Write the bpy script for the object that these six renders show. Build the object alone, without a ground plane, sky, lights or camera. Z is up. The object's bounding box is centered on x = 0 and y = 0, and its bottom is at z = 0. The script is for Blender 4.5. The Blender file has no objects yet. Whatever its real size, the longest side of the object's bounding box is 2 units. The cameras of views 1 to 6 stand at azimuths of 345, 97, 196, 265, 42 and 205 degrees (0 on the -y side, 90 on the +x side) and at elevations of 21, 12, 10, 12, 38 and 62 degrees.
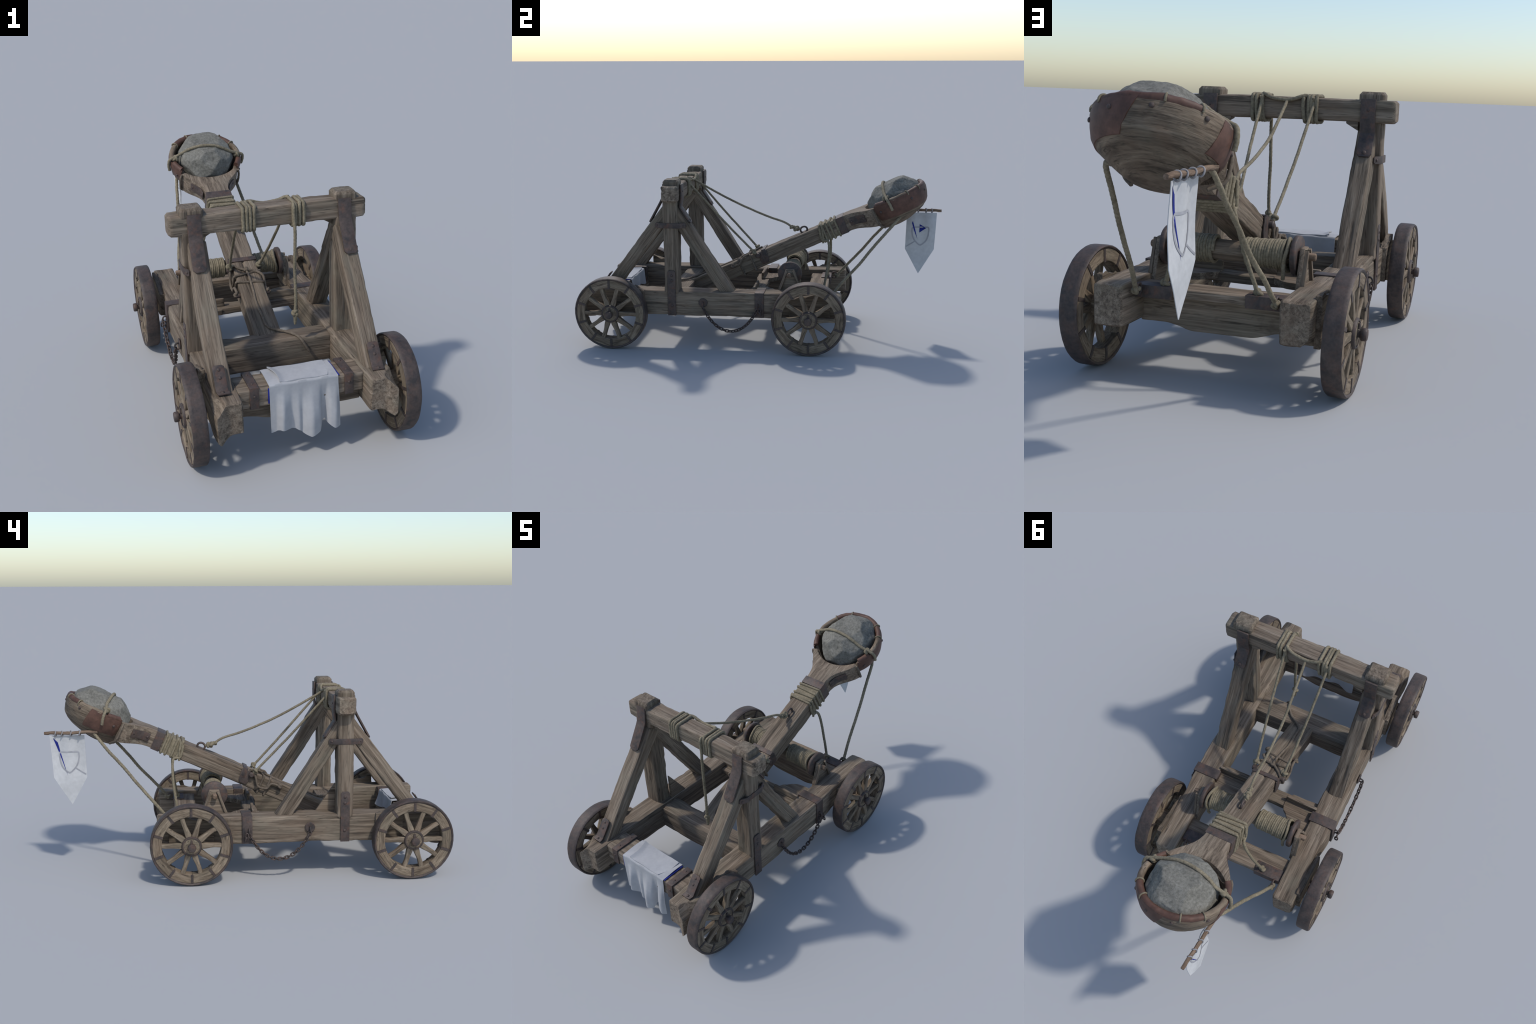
# A wooden siege catapult on four spoked wheels, built from timbers, iron straps,
# ropes, a throwing arm with a tied boulder, a draped cloth and a small banner.
import bpy, bmesh, math
import numpy as np
from mathutils import Matrix, Vector
from mathutils.bvhtree import BVHTree

rng = np.random.default_rng(7)

# ------------------------------------------------------------------ noise
def _hash(ix, iy, iz, seed):
    h = (ix * 374761393 + iy * 668265263 + iz * 2147483647 + seed * 974711) & 0xFFFFFFFF
    h = ((h ^ (h >> 13)) * 1274126177) & 0xFFFFFFFF
    h = (h ^ (h >> 16)) & 0xFFFFFFFF
    return h / 4294967295.0

def vnoise(P, seed=0):
    """smooth value noise in 0..1 at the points P (n,3)"""
    P = np.asarray(P, float) + 1000.0
    i = np.floor(P).astype(np.int64)
    f = P - i
    f = f * f * (3 - 2 * f)
    out = 0
    for a in (0, 1):
        for b in (0, 1):
            for c in (0, 1):
                w = (f[:, 0] if a else 1 - f[:, 0]) * (f[:, 1] if b else 1 - f[:, 1]) * (f[:, 2] if c else 1 - f[:, 2])
                out = out + w * _hash(i[:, 0] + a, i[:, 1] + b, i[:, 2] + c, seed)
    return out

def fbm(P, seed=0, oct=3):
    s, a, t = 0, 1.0, 0
    P = np.asarray(P, float)
    for k in range(oct):
        s = s + a * vnoise(P * (2 ** k), seed + 17 * k)
        t += a
        a *= 0.5
    return s / t

def sstep(a, b, x):
    t = np.clip((np.asarray(x, float) - a) / (b - a), 0, 1)
    return t * t * (3 - 2 * t)

# ------------------------------------------------------------------ materials
def new_mat(name):
    m = bpy.data.materials.new(name)
    m.use_nodes = True
    nt = m.node_tree
    b = nt.nodes["Principled BSDF"]
    return m, nt, b

def node(nt, kind, **props):
    n = nt.nodes.new(kind)
    for k, v in props.items():
        setattr(n, k, v)
    return n

def noise_tex(nt, vec, w, scale, detail=4.0, rough=0.55, dist=0.0):
    n = node(nt, "ShaderNodeTexNoise", noise_dimensions='4D')
    n.inputs["Scale"].default_value = scale
    n.inputs["Detail"].default_value = detail
    n.inputs["Roughness"].default_value = rough
    n.inputs["Distortion"].default_value = dist
    nt.links.new(vec, n.inputs["Vector"])
    nt.links.new(w, n.inputs["W"])
    return n.outputs["Fac"]

def mapping(nt, vec, scale):
    n = node(nt, "ShaderNodeMapping")
    n.inputs["Scale"].default_value = scale
    nt.links.new(vec, n.inputs["Vector"])
    return n.outputs["Vector"]

def ramp(nt, fac, stops, interp='LINEAR'):
    n = node(nt, "ShaderNodeValToRGB")
    cr = n.color_ramp
    cr.interpolation = interp
    while len(cr.elements) < len(stops):
        cr.elements.new(0.5)
    for e, (p, c) in zip(cr.elements, stops):
        e.position = p
        e.color = (c[0], c[1], c[2], 1) if len(c) == 3 else c
    nt.links.new(fac, n.inputs["Fac"])
    return n.outputs["Color"]

def mix(nt, a, b, fac, blend='MIX'):
    n = node(nt, "ShaderNodeMix", data_type='RGBA', blend_type=blend)
    for sock, v in ((n.inputs["Factor"], fac), (n.inputs["A"], a), (n.inputs["B"], b)):
        pass
    ins = {"f": n.inputs[0], "a": n.inputs[6], "b": n.inputs[7]}
    for k, v in (("f", fac), ("a", a), ("b", b)):
        if hasattr(v, "links") or isinstance(v, bpy.types.NodeSocket):
            nt.links.new(v, ins[k])
        else:
            ins[k].default_value = v if k == "f" else (v[0], v[1], v[2], 1)
    return n.outputs[2]

def random_w(nt):
    oi = node(nt, "ShaderNodeObjectInfo")
    mt = node(nt, "ShaderNodeMath", operation='MULTIPLY')
    mt.inputs[1].default_value = 60.0
    nt.links.new(oi.outputs["Random"], mt.inputs[0])
    return mt.outputs[0], oi.outputs["Random"]

def bump(nt, b, height, strength, dist):
    n = node(nt, "ShaderNodeBump")
    n.inputs["Strength"].default_value = strength
    n.inputs["Distance"].default_value = dist
    nt.links.new(height, n.inputs["Height"])
    nt.links.new(n.outputs["Normal"], b.inputs["Normal"])

def grey(v):
    return (v, v, v)

def make_wood(name, tint=(1, 1, 1), gain=1.0, grain=(2.0, 52, 52), warm=0.4):
    m, nt, b = new_mat(name)
    tc = node(nt, "ShaderNodeTexCoord").outputs["Object"]
    w, rnd = random_w(nt)
    g1 = noise_tex(nt, mapping(nt, tc, grain), w, 1.0, 5.0, 0.62, 0.9)
    g2 = noise_tex(nt, mapping(nt, tc, (grain[0] * 4, grain[1] * 4.5, grain[2] * 4.5)), w, 1.0, 3.0, 0.6, 0.3)
    bl = noise_tex(nt, mapping(nt, tc, (5, 9, 9)), w, 1.0, 3.0, 0.6, 0.4)
    bl2 = noise_tex(nt, mapping(nt, tc, (3, 11, 11)), w, 1.7, 2.0, 0.5, 0.2)
    t = lambda c: tuple(c[i] * tint[i] * gain for i in range(3))
    base = ramp(nt, g1, [(0.30, t((0.055, 0.042, 0.031))), (0.42, t((0.131, 0.101, 0.074))),
                         (0.54, t((0.200, 0.158, 0.117))), (0.70, t((0.286, 0.233, 0.176)))])
    col = mix(nt, base, ramp(nt, g2, [(0.33, grey(0.50)), (0.50, grey(1.0)), (0.70, grey(1.22))]), 0.85, 'MULTIPLY')
    col = mix(nt, col, t((0.166, 0.152, 0.114)), ramp(nt, bl, [(0.50, grey(0)), (0.68, grey(0.42))]))
    col = mix(nt, col, t((0.180, 0.127, 0.088)), ramp(nt, bl2, [(0.50, grey(0)), (0.68, grey(warm))]))
    pore = noise_tex(nt, mapping(nt, tc, (grain[0] * 5, grain[1] * 3.2, grain[2] * 3.2)), w, 1.0, 2.0, 0.5, 1.2)
    col = mix(nt, col, t((0.045, 0.036, 0.027)), ramp(nt, pore, [(0.30, grey(0.75)), (0.40, grey(0.0))]))
    knotn = noise_tex(nt, mapping(nt, tc, (9, 16, 16)), w, 1.0, 4.0, 0.7, 0.5)
    col = mix(nt, col, t((0.070, 0.054, 0.040)), ramp(nt, knotn, [(0.60, grey(0)), (0.74, grey(0.55))]))
    v = node(nt, "ShaderNodeMapRange")
    v.inputs["To Min"].default_value = 0.86
    v.inputs["To Max"].default_value = 1.12
    nt.links.new(rnd, v.inputs["Value"])
    col = mix(nt, col, v.outputs["Result"], 1.0, 'MULTIPLY')
    nt.links.new(col, b.inputs["Base Color"])
    b.inputs["Roughness"].default_value = 0.82
    b.inputs["Specular IOR Level"].default_value = 0.25
    h = mix(nt, g1, g2, 0.4)
    bump(nt, b, h, 0.55, 0.004)
    return m

def make_iron(name, gain=1.0, rust=0.6):
    m, nt, b = new_mat(name)
    tc = node(nt, "ShaderNodeTexCoord").outputs["Object"]
    w, rnd = random_w(nt)
    n1 = noise_tex(nt, tc, w, 22.0, 4.0, 0.6, 0.3)
    n2 = noise_tex(nt, tc, w, 110.0, 4.0, 0.65)
    g = lambda c: tuple(k * gain for k in c)
    col = ramp(nt, n1, [(0.32, g((0.036, 0.031, 0.030))), (0.50, g((0.071, 0.053, 0.046))), (0.72, g((0.102, 0.073, 0.060)))])
    rs = noise_tex(nt, tc, w, 34.0, 3.0, 0.55, 0.6)
    col = mix(nt, col, g((0.130, 0.062, 0.038)), ramp(nt, rs, [(0.50, grey(0)), (0.68, grey(rust))]))
    col = mix(nt, col, ramp(nt, n2, [(0.3, grey(0.65)), (0.6, grey(1.12))]), 0.8, 'MULTIPLY')
    nt.links.new(col, b.inputs["Base Color"])
    b.inputs["Metallic"].default_value = 0.15
    b.inputs["Roughness"].default_value = 0.62
    bump(nt, b, n2, 0.4, 0.0015)
    return m

def make_speckle(name, dark, light, scale=60.0, rough=0.85, patch=8.0, patch_amt=0.3, bump_d=0.001, spec=0.25, stretch=(1, 1, 1)):
    m, nt, b = new_mat(name)
    tc = node(nt, "ShaderNodeTexCoord").outputs["Object"]
    w, rnd = random_w(nt)
    mv = mapping(nt, tc, stretch)
    n1 = noise_tex(nt, mv, w, scale, 5.0, 0.7)
    n2 = noise_tex(nt, tc, w, patch, 3.0, 0.55)
    col = ramp(nt, n1, [(0.30, dark), (0.68, light)])
    col = mix(nt, col, ramp(nt, n2, [(0.3, grey(1 - patch_amt)), (0.7, grey(1 + patch_amt * 0.4))]), 1.0, 'MULTIPLY')
    nt.links.new(col, b.inputs["Base Color"])
    b.inputs["Roughness"].default_value = rough
    b.inputs["Specular IOR Level"].default_value = spec
    bump(nt, b, n1, 0.5, bump_d)
    return m

WOOD = make_wood("weathered_oak")
WOOD_WHEEL = make_wood("wheel_wood", tint=(1.0, 0.99, 0.95), gain=1.02, grain=(6, 50, 50), warm=0.35)
WOOD_BOWL = make_wood("bowl_wood", tint=(1.0, 0.97, 0.93), gain=0.95, grain=(5, 5, 60), warm=0.4)
WOOD_END = make_wood("rod_wood", tint=(1.05, 0.93, 0.88), gain=0.9, grain=(10, 90, 90))
IRON = make_iron("dark_iron")
IRON_TYRE = make_iron("tyre_iron", gain=0.94, rust=0.3)
IRON_CHAIN = make_iron("chain_iron", gain=0.95, rust=0.5)
ROPE = make_speckle("hemp_rope", (0.130, 0.110, 0.071), (0.295, 0.250, 0.172), scale=120.0, patch=14.0, patch_amt=0.25)
LEATHER = make_speckle("red_leather", (0.074, 0.038, 0.027), (0.142, 0.072, 0.050), scale=35.0, rough=0.6, patch=16.0, patch_amt=0.35, bump_d=0.0012, spec=0.35)
STONE = make_speckle("grey_stone", (0.105, 0.101, 0.086), (0.252, 0.242, 0.209), scale=90.0, rough=0.92, patch=11.0, patch_amt=0.35, bump_d=0.0025)
FLAG = make_speckle("banner_linen", (0.47, 0.47, 0.47), (0.57, 0.57, 0.57), scale=40.0, rough=0.95, patch=9.0, patch_amt=0.08, bump_d=0.0006)
CLOTH = make_speckle("white_linen", (0.36, 0.36, 0.37), (0.42, 0.42, 0.425), scale=40.0, rough=0.95, patch=9.0, patch_amt=0.08, bump_d=0.0006)
BLUE = make_speckle("blue_dye", (0.014, 0.022, 0.18), (0.022, 0.034, 0.26), scale=30.0, rough=0.9)
GREY_DYE = make_speckle("grey_dye", (0.31, 0.31, 0.33), (0.40, 0.40, 0.42), scale=60.0, rough=0.95)
THREAD = make_speckle("pale_thread", (0.22, 0.21, 0.21), (0.36, 0.34, 0.34), scale=60.0, rough=0.9)

# ------------------------------------------------------------------ scene helpers
COL = bpy.context.scene.collection

def world_of(o):
    m = o.matrix_basis.copy()
    return (world_of(o.parent) @ m) if o.parent else m

def add(name, V, F, mat, parent, M=None, smooth=35.0):
    """object from world-space vertices V; M is its world frame"""
    M = M or Matrix.Identity(4)
    V = np.asarray(V, float)
    Mi = np.array(M.inverted())
    L = V @ Mi[:3, :3].T + Mi[:3, 3]
    me = bpy.data.meshes.new(name)
    me.from_pydata(L.tolist(), [], F)
    me.update()
    bm = bmesh.new()
    bm.from_mesh(me)
    bmesh.ops.recalc_face_normals(bm, faces=bm.faces)
    bm.to_mesh(me)
    bm.free()
    if smooth:
        me.polygons.foreach_set("use_smooth", [True] * len(me.polygons))
        me.set_sharp_from_angle(angle=math.radians(smooth))
    me.materials.append(mat)
    return place(name, me, parent, M)

def place(name, me, parent, M):
    o = bpy.data.objects.new(name, me)
    COL.objects.link(o)
    if parent:
        o.parent = parent
        o.matrix_basis = world_of(parent).inverted() @ M
    else:
        o.matrix_basis = M
    return o

def empty(name, parent=None, M=None):
    return place(name, None, parent, M or Matrix.Identity(4))

def frame(p, x, up):
    """matrix with local X along x, local Z near up, origin p"""
    x = Vector(x).normalized()
    y = Vector(up).cross(x).normalized()
    z = x.cross(y)
    return Matrix(((x.x, y.x, z.x, p[0]), (x.y, y.y, z.y, p[1]), (x.z, y.z, z.z, p[2]), (0, 0, 0, 1)))

def to_world(M, L):
    A = np.array(M)
    return np.asarray(L, float) @ A[:3, :3].T + A[:3, 3]

def grid_faces(nr, nc, wrap=True, off=0):
    F = []
    for i in range(nr - 1):
        for j in range(nc if wrap else nc - 1):
            k = (j + 1) % nc
            F.append((off + i * nc + j, off + i * nc + k, off + (i + 1) * nc + k, off + (i + 1) * nc + j))
    return F

def rounded_rect(w, h, c, n, nc=3):
    """closed outline of a w x h rectangle with corner radius c: points and outward normals"""
    P, N, K = [], [], []
    cen = [(w / 2 - c, h / 2 - c), (-w / 2 + c, h / 2 - c), (-w / 2 + c, -h / 2 + c), (w / 2 - c, -h / 2 + c)]
    for q in range(4):
        for k in range(nc + 1):
            a = math.pi / 2 * (q + k / nc)
            P.append((cen[q][0] + c * math.cos(a), cen[q][1] + c * math.sin(a)))
            N.append((math.cos(a), math.sin(a)))
            K.append(1.0)
        a = math.pi / 2 * (q + 1)
        e0 = np.array(P[-1])
        nx = cen[(q + 1) % 4]
        e1 = np.array((nx[0] + c * math.cos(a), nx[1] + c * math.sin(a)))
        for k in range(1, n):
            t = k / n
            P.append(tuple(e0 * (1 - t) + e1 * t))
            N.append((math.cos(a), math.sin(a)))
            K.append(max(0.0, 1 - min(t, 1 - t) * 7))
    return np.array(P), np.array(N), np.array(K)

def timber(name, p0, p1, w, h, mat=None, parent=None, up=(0, 0, 1), c=0.007, seed=1, n=14, step=0.010,
           relief=1.0, chips=1.0, wobble=1.0, warp=None, section=None):
    """a hewn beam from p0 to p1 with grain, cracks, chipped arrises; local X runs along the grain"""
    p0, p1 = Vector(p0), Vector(p1)
    M = frame(p0, p1 - p0, up)
    Ln = (p1 - p0).length
    P, N, K = rounded_rect(w, h, c, n)
    nc = len(P)
    nx = max(6, int(Ln / step))
    xs = [0.0] + list(np.linspace(c, Ln - c, nx)) + [Ln]
    ins = [1] + [0] * nx + [1]
    rows = []
    for x, e in zip(xs, ins):
        s = np.array(((w - 2 * c * 0.8) / w, (h - 2 * c * 0.8) / h)) if e else np.array((1, 1))
        yz = P * s
        rows.append(np.column_stack([np.full(nc, x), yz]))
    caps = []
    for side, x in ((0, 0.0), (1, Ln)):
        for s in (0.72, 0.4, 0.12):
            caps.append(np.column_stack([np.full(nc, x), P * s]))
    body = np.vstack(rows)
    nrm = np.tile(N, (len(rows), 1))
    kk = np.tile(K, len(rows))
    sd = seed * 13.7
    G = np.column_stack([body[:, 0] * 5 + sd, body[:, 1] * 60 + sd, body[:, 2] * 60])
    g = fbm(G, seed, 3)
    crack = np.clip(0.40 - g, 0, 1) / 0.40
    chipn = fbm(np.column_stack([body[:, 0] * 22 + sd, body[:, 1] * 14, body[:, 2] * 14]), seed + 5, 2)
    low = fbm(np.column_stack([body[:, 0] * 7 + sd, body[:, 1] * 16, body[:, 2] * 16]), seed + 9, 2) - 0.5
    d = relief * (-0.0055 * crack - 0.0016 * (1 - g)) + 0.006 * low * wobble
    d = d - chips * kk * 0.011 * np.clip(chipn - 0.5, 0, 1)
    body[:, 1:] += nrm * d[:, None]
    bx = body[:, 0] / max(Ln, 1e-6)
    bend = (vnoise(np.column_stack([body[:, 0] * 3.1 + sd, np.zeros(len(body)), np.zeros(len(body))]), seed + 31) - 0.5) * 0.006 * wobble
    bend2 = (vnoise(np.column_stack([body[:, 0] * 2.7 + sd, np.zeros(len(body)), np.zeros(len(body))]), seed + 37) - 0.5) * 0.006 * wobble
    body[:, 1] += bend
    body[:, 2] += bend2
    cap = np.vstack(caps)
    en = fbm(np.column_stack([cap[:, 0] * 3 + sd, cap[:, 1] * 45, cap[:, 2] * 45]), seed + 3, 2) - 0.45
    cap[:, 0] += np.where(cap[:, 0] > Ln / 2, 1, -1) * en * 0.0018 * relief
    cap[:, 1] += np.where(cap[:, 0] > Ln / 2, bend[-1], bend[0])
    cap[:, 2] += np.where(cap[:, 0] > Ln / 2, bend2[-1], bend2[0])
    V = np.vstack([body, cap])
    if section is not None:
        V = section(V, Ln)
    F = grid_faces(len(rows), nc)
    nb = len(body)
    for side in (0, 1):
        base = 0 if side == 0 else (len(rows) - 1) * nc
        prev = base
        for r in range(3):
            cur = nb + (side * 3 + r) * nc
            for j in range(nc):
                k = (j + 1) % nc
                F.append((prev + j, prev + k, cur + k, cur + j))
            prev = cur
        F.append(tuple(prev + j for j in range(nc)))
    W = to_world(M, V)
    if warp is not None:
        W = warp(W)
    return add(name, W, F, mat or WOOD, parent, M, 42)

def catmull(P, spacing, closed=False):
    P = np.asarray(P, float)
    n = len(P)
    out = []
    segs = n if closed else n - 1
    for i in range(segs):
        if closed:
            a, b, c, d = P[(i - 1) % n], P[i], P[(i + 1) % n], P[(i + 2) % n]
        else:
            b, c = P[i], P[i + 1]
            a = P[i - 1] if i > 0 else 2 * b - c
            d = P[i + 2] if i + 2 < n else 2 * c - b
        m = max(2, int(np.linalg.norm(c - b) / spacing))
        for k in range(m):
            t = k / m
            out.append(0.5 * ((2 * b) + (-a + c) * t + (2 * a - 5 * b + 4 * c - d) * t * t + (-a + 3 * b - 3 * c + d) * t ** 3))
    if not closed:
        out.append(P[-1])
    return np.array(out)

def tube_mesh(P, r, closed=False, lobes=3, twist=150.0, depth=0.16, nseg=12, taper=None, cap=True):
    """sweep a twisted-strand section along the polyline P"""
    n = len(P)
    T = np.zeros_like(P)
    if closed:
        T = np.roll(P, -1, 0) - np.roll(P, 1, 0)
    else:
        T[1:-1] = P[2:] - P[:-2]
        T[0] = P[1] - P[0]
        T[-1] = P[-1] - P[-2]
    T /= np.linalg.norm(T, axis=1)[:, None] + 1e-12
    u = np.cross(T[0], (0.123, 0.456, 0.881))
    u /= np.linalg.norm(u)
    V, s = [], 0.0
    for i in range(n):
        if i:
            s += np.linalg.norm(P[i] - P[i - 1])
        u = u - T[i] * (u @ T[i])
        u /= np.linalg.norm(u)
        v = np.cross(T[i], u)
        rr = r * (taper(i / (n - 1)) if taper else 1.0)
        for k in range(nseg):
            a = 2 * math.pi * k / nseg
            q = rr * (1 - depth * 0.5 + depth * abs(math.cos(lobes * 0.5 * (a - twist * s)))) if lobes else rr
            V.append(P[i] + q * (math.cos(a) * u + math.sin(a) * v))
    F = grid_faces(n, nseg)
    if closed:
        for j in range(nseg):
            k = (j + 1) % nseg
            F.append(((n - 1) * nseg + j, (n - 1) * nseg + k, k, j))
    elif cap:
        F.append(tuple(range(nseg)))
        F.append(tuple((n - 1) * nseg + j for j in range(nseg)))
    return np.array(V), F

def rope(name, pts, r=0.0075, parent=None, closed=False, mat=None, wob=0.0015, seed=1, lobes=3, taper=None, spacing=0.005):
    P = catmull(pts, spacing, closed)
    if wob:
        s = np.arange(len(P)) * spacing
        for ax in range(3):
            P[:, ax] += (fbm(np.column_stack([s * 22, np.full(len(s), seed * 3.3), np.full(len(s), ax * 7.7)]), seed) - 0.5) * 2 * wob * (np.minimum(1, np.minimum(np.arange(len(P)), np.arange(len(P))[::-1]) / 6) if not closed else 0.5)
    V, F = tube_mesh(P, r, closed, lobes, twist=0.9 / r, taper=taper)
    M = Matrix.Translation(Vector(P.mean(0)))
    return add(name, V, F, mat or ROPE, parent, M, 60)

def ribbon(name, path, wdir, width, th, side, mat=None, parent=None, closed=False, bevel=0.0015, round_end=0.0, round_start=0.0, seed=3):
    """flat iron bar: path of 3D points, wide along wdir, thickness th added on the side given by `side` (outward hint)"""
    P = [np.array(p, float) for p in path]
    if round_end and not closed:
        d = (P[-1] - P[-2]) / np.linalg.norm(P[-1] - P[-2])
        P.insert(len(P) - 1, P[-1] - d * round_end)
    if round_start and not closed:
        d = (P[0] - P[1]) / np.linalg.norm(P[0] - P[1])
        P.insert(1, P[0] - d * round_start)
    P = np.array(P)
    n = len(P)
    w = np.array(wdir, float)
    w /= np.linalg.norm(w)
    nr = []
    for i in range(n):
        a = P[(i - 1) % n] if (closed or i > 0) else None
        b = P[(i + 1) % n] if (closed or i < n - 1) else None
        ns = []
        for q0, q1 in ((a, P[i]), (P[i], b)):
            if q0 is None or q1 is None:
                continue
            t = (q1 - q0) / np.linalg.norm(q1 - q0)
            ns.append(np.cross(t, w))
        m = sum(ns)
        m /= np.linalg.norm(m)
        m = m / max(0.35, m @ ns[0])
        nr.append(m)
    nr = np.array(nr)
    if side is not None:
        s = np.array(side, float)
        if closed:
            cen = P.mean(0)
            sg = np.sign(((P - cen) * nr).sum())
        else:
            sg = np.sign((nr @ s).sum())
        nr = nr * sg
    hw = np.full(n, width / 2)
    if round_end and not closed:
        hw[-1] *= 0.62
    if round_start and not closed:
        hw[0] *= 0.62
    V, F = [], []
    for i in range(n):
        V += [P[i] - w * hw[i], P[i] + w * hw[i], P[i] + w * hw[i] + nr[i] * th, P[i] - w * hw[i] + nr[i] * th]
    for i in range(n if closed else n - 1):
        a, b = i * 4, ((i + 1) % n) * 4
        for k in range(4):
            l = (k + 1) % 4
            F.append((a + k, a + l, b + l, b + k))
    if not closed:
        F += [(0, 1, 2, 3), tuple((n - 1) * 4 + k for k in range(4))]
    V = np.array(V)
    c = V.mean(0)
    M = Matrix.Translation(Vector(c))
    o = add(name, V, F, mat or IRON, parent, M, 0)
    finish(o, bevel, 35)
    return o

def finish(o, bevel, angle=35, seg=2):
    me = o.data
    bm = bmesh.new()
    bm.from_mesh(me)
    if bevel:
        ed = [e for e in bm.edges if len(e.link_faces) == 2 and e.calc_face_angle(0) > math.radians(30)]
        bmesh.ops.bevel(bm, geom=ed, offset=bevel, segments=seg, profile=0.6, affect='EDGES', clamp_overlap=True)
    bmesh.ops.recalc_face_normals(bm, faces=bm.faces)
    bm.to_mesh(me)
    bm.free()
    me.polygons.foreach_set("use_smooth", [True] * len(me.polygons))
    me.set_sharp_from_angle(angle=math.radians(angle))

def prism(name, poly, M, t0, t1, mat, parent, bevel=0.003, cuts=0, warp=None):
    """extrude the polygon (local X, Y of M) from local Z t0 to t1"""
    n = len(poly)
    L = [(p[0], p[1], t0) for p in poly] + [(p[0], p[1], t1) for p in poly]
    F = [tuple(range(n))[::-1], tuple(range(n, 2 * n))] + [(i, (i + 1) % n, n + (i + 1) % n, n + i) for i in range(n)]
    L = np.array(L, float)
    if warp:
        L = warp(L)
    o = add(name, to_world(M, L), F, mat, parent, M, 0)
    finish(o, bevel, 35)
    return o

def lathe(profile, seg, closed_profile=True):
    """revolve (r, x) pairs about local X: returns local verts, faces"""
    n = len(profile)
    V = []
    for i in range(seg):
        a = 2 * math.pi * i / seg
        for r, x in profile:
            V.append((x, r * math.cos(a), r * math.sin(a)))
    F = []
    for i in range(seg):
        k = (i + 1) % seg
        for j in range(n if closed_profile else n - 1):
            l = (j + 1) % n
            F.append((i * n + j, i * n + l, k * n + l, k * n + j))
    return np.array(V), F

def disc_profile(r, x0, x1, b=0.002):
    return [(1e-5, x0), (r - b, x0), (r, x0 + b), (r, x1 - b), (r - b, x1), (1e-5, x1)]

# shared small hardware -------------------------------------------------
def mesh_local(name, V, F, mat, smooth=40):
    me = bpy.data.meshes.new(name)
    me.from_pydata(np.asarray(V).tolist(), [], F)
    bm = bmesh.new()
    bm.from_mesh(me)
    bmesh.ops.remove_doubles(bm, verts=bm.verts, dist=1e-5)
    bmesh.ops.recalc_face_normals(bm, faces=bm.faces)
    bm.to_mesh(me)
    bm.free()
    me.polygons.foreach_set("use_smooth", [True] * len(me.polygons))
    me.set_sharp_from_angle(angle=math.radians(smooth))
    me.materials.append(mat)
    return me

_v, _f = lathe([(1e-5, 0.55), (0.42, 0.5), (0.78, 0.32), (1.0, 0.05), (1.0, -0.3), (1e-5, -0.3)], 8, False)
BOLT_MESH = mesh_local("bolt", _v, _f, IRON, 50)

def bolt(p, nrm, r=0.008, parent=None, name="bolt"):
    up = (0, 0, 1) if abs(nrm[2]) < 0.8 else (0, 1, 0)
    M = frame(p, nrm, up) @ Matrix.Rotation(rng.uniform(0, 1), 4, 'X') @ Matrix.Diagonal((r, r, r, 1))
    return place(name, BOLT_MESH, parent, M)

_t = np.linspace(0, 2 * math.pi, 60, endpoint=False)
_k = np.column_stack([np.sin(_t) + 1.6 * np.sin(2 * _t), np.cos(_t) - 1.6 * np.cos(2 * _t), -np.sin(3 * _t) * 1.5]) * 0.36
_v, _f = tube_mesh(_k, 0.52, True, 3, 3.0, nseg=10)
KNOT_MESH = mesh_local("rope_knot", _v, _f, ROPE, 60)

KNOT_DARK = KNOT_MESH.copy()
def knot(p, r=0.012, parent=None, ax=(0, 0, 1), mesh=None):
    M = frame(p, ax, (0.3, 1, 0.2)) @ Matrix.Diagonal((r * 1.1, r, r, 1))
    return place("rope_knot", mesh or KNOT_MESH, parent, M)

# ================================================================== CATAPULT
CAT = empty("catapult")
CAT["label"] = "weathered wooden siege catapult on four spoked wheels"
CAT["category"] = "catapult"

RX = 0.306           # side rail centre
# ------------------------------------------------------------------ side rails
def rail_warp(s):
    def f(W):
        ax = W[:, 0] * s
        y, z = W[:, 1], W[:, 2]
        # behind the strap the rail slims towards the back axle
        kb = sstep(0.05, 0.16, y)
        ax = ax - kb * 0.012 * sstep(0.30, 0.36, ax)
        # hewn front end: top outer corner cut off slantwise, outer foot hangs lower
        e = sstep(-0.84, -0.955, y)
        lim = 0.70 - e * (0.075 if s < 0 else 0.068)
        over = np.clip(ax + z - lim, 0, None)
        ax = ax - over * 0.5
        z = z - over * 0.5
        drop = (0.036 if s < 0 else 0.032)
        z = z - e * drop * sstep(0.29, 0.355, ax) * sstep(0.25, 0.18, z)
        y = y - e * 0.020 * sstep(0.31, 0.355, ax) * sstep(-0.955, -0.964, y)
        # hewn back end: lower outer corner knocked off
        e2 = sstep(0.30, 0.44, y)
        lim2 = 0.19 - e2 * (0.052 if s < 0 else 0.02)
        ov = np.clip(ax - z - lim2, 0, None)
        ax = ax - ov * 0.5
        z = z + ov * 0.5
        return np.column_stack([ax * s, y, z])
    return f

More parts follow.
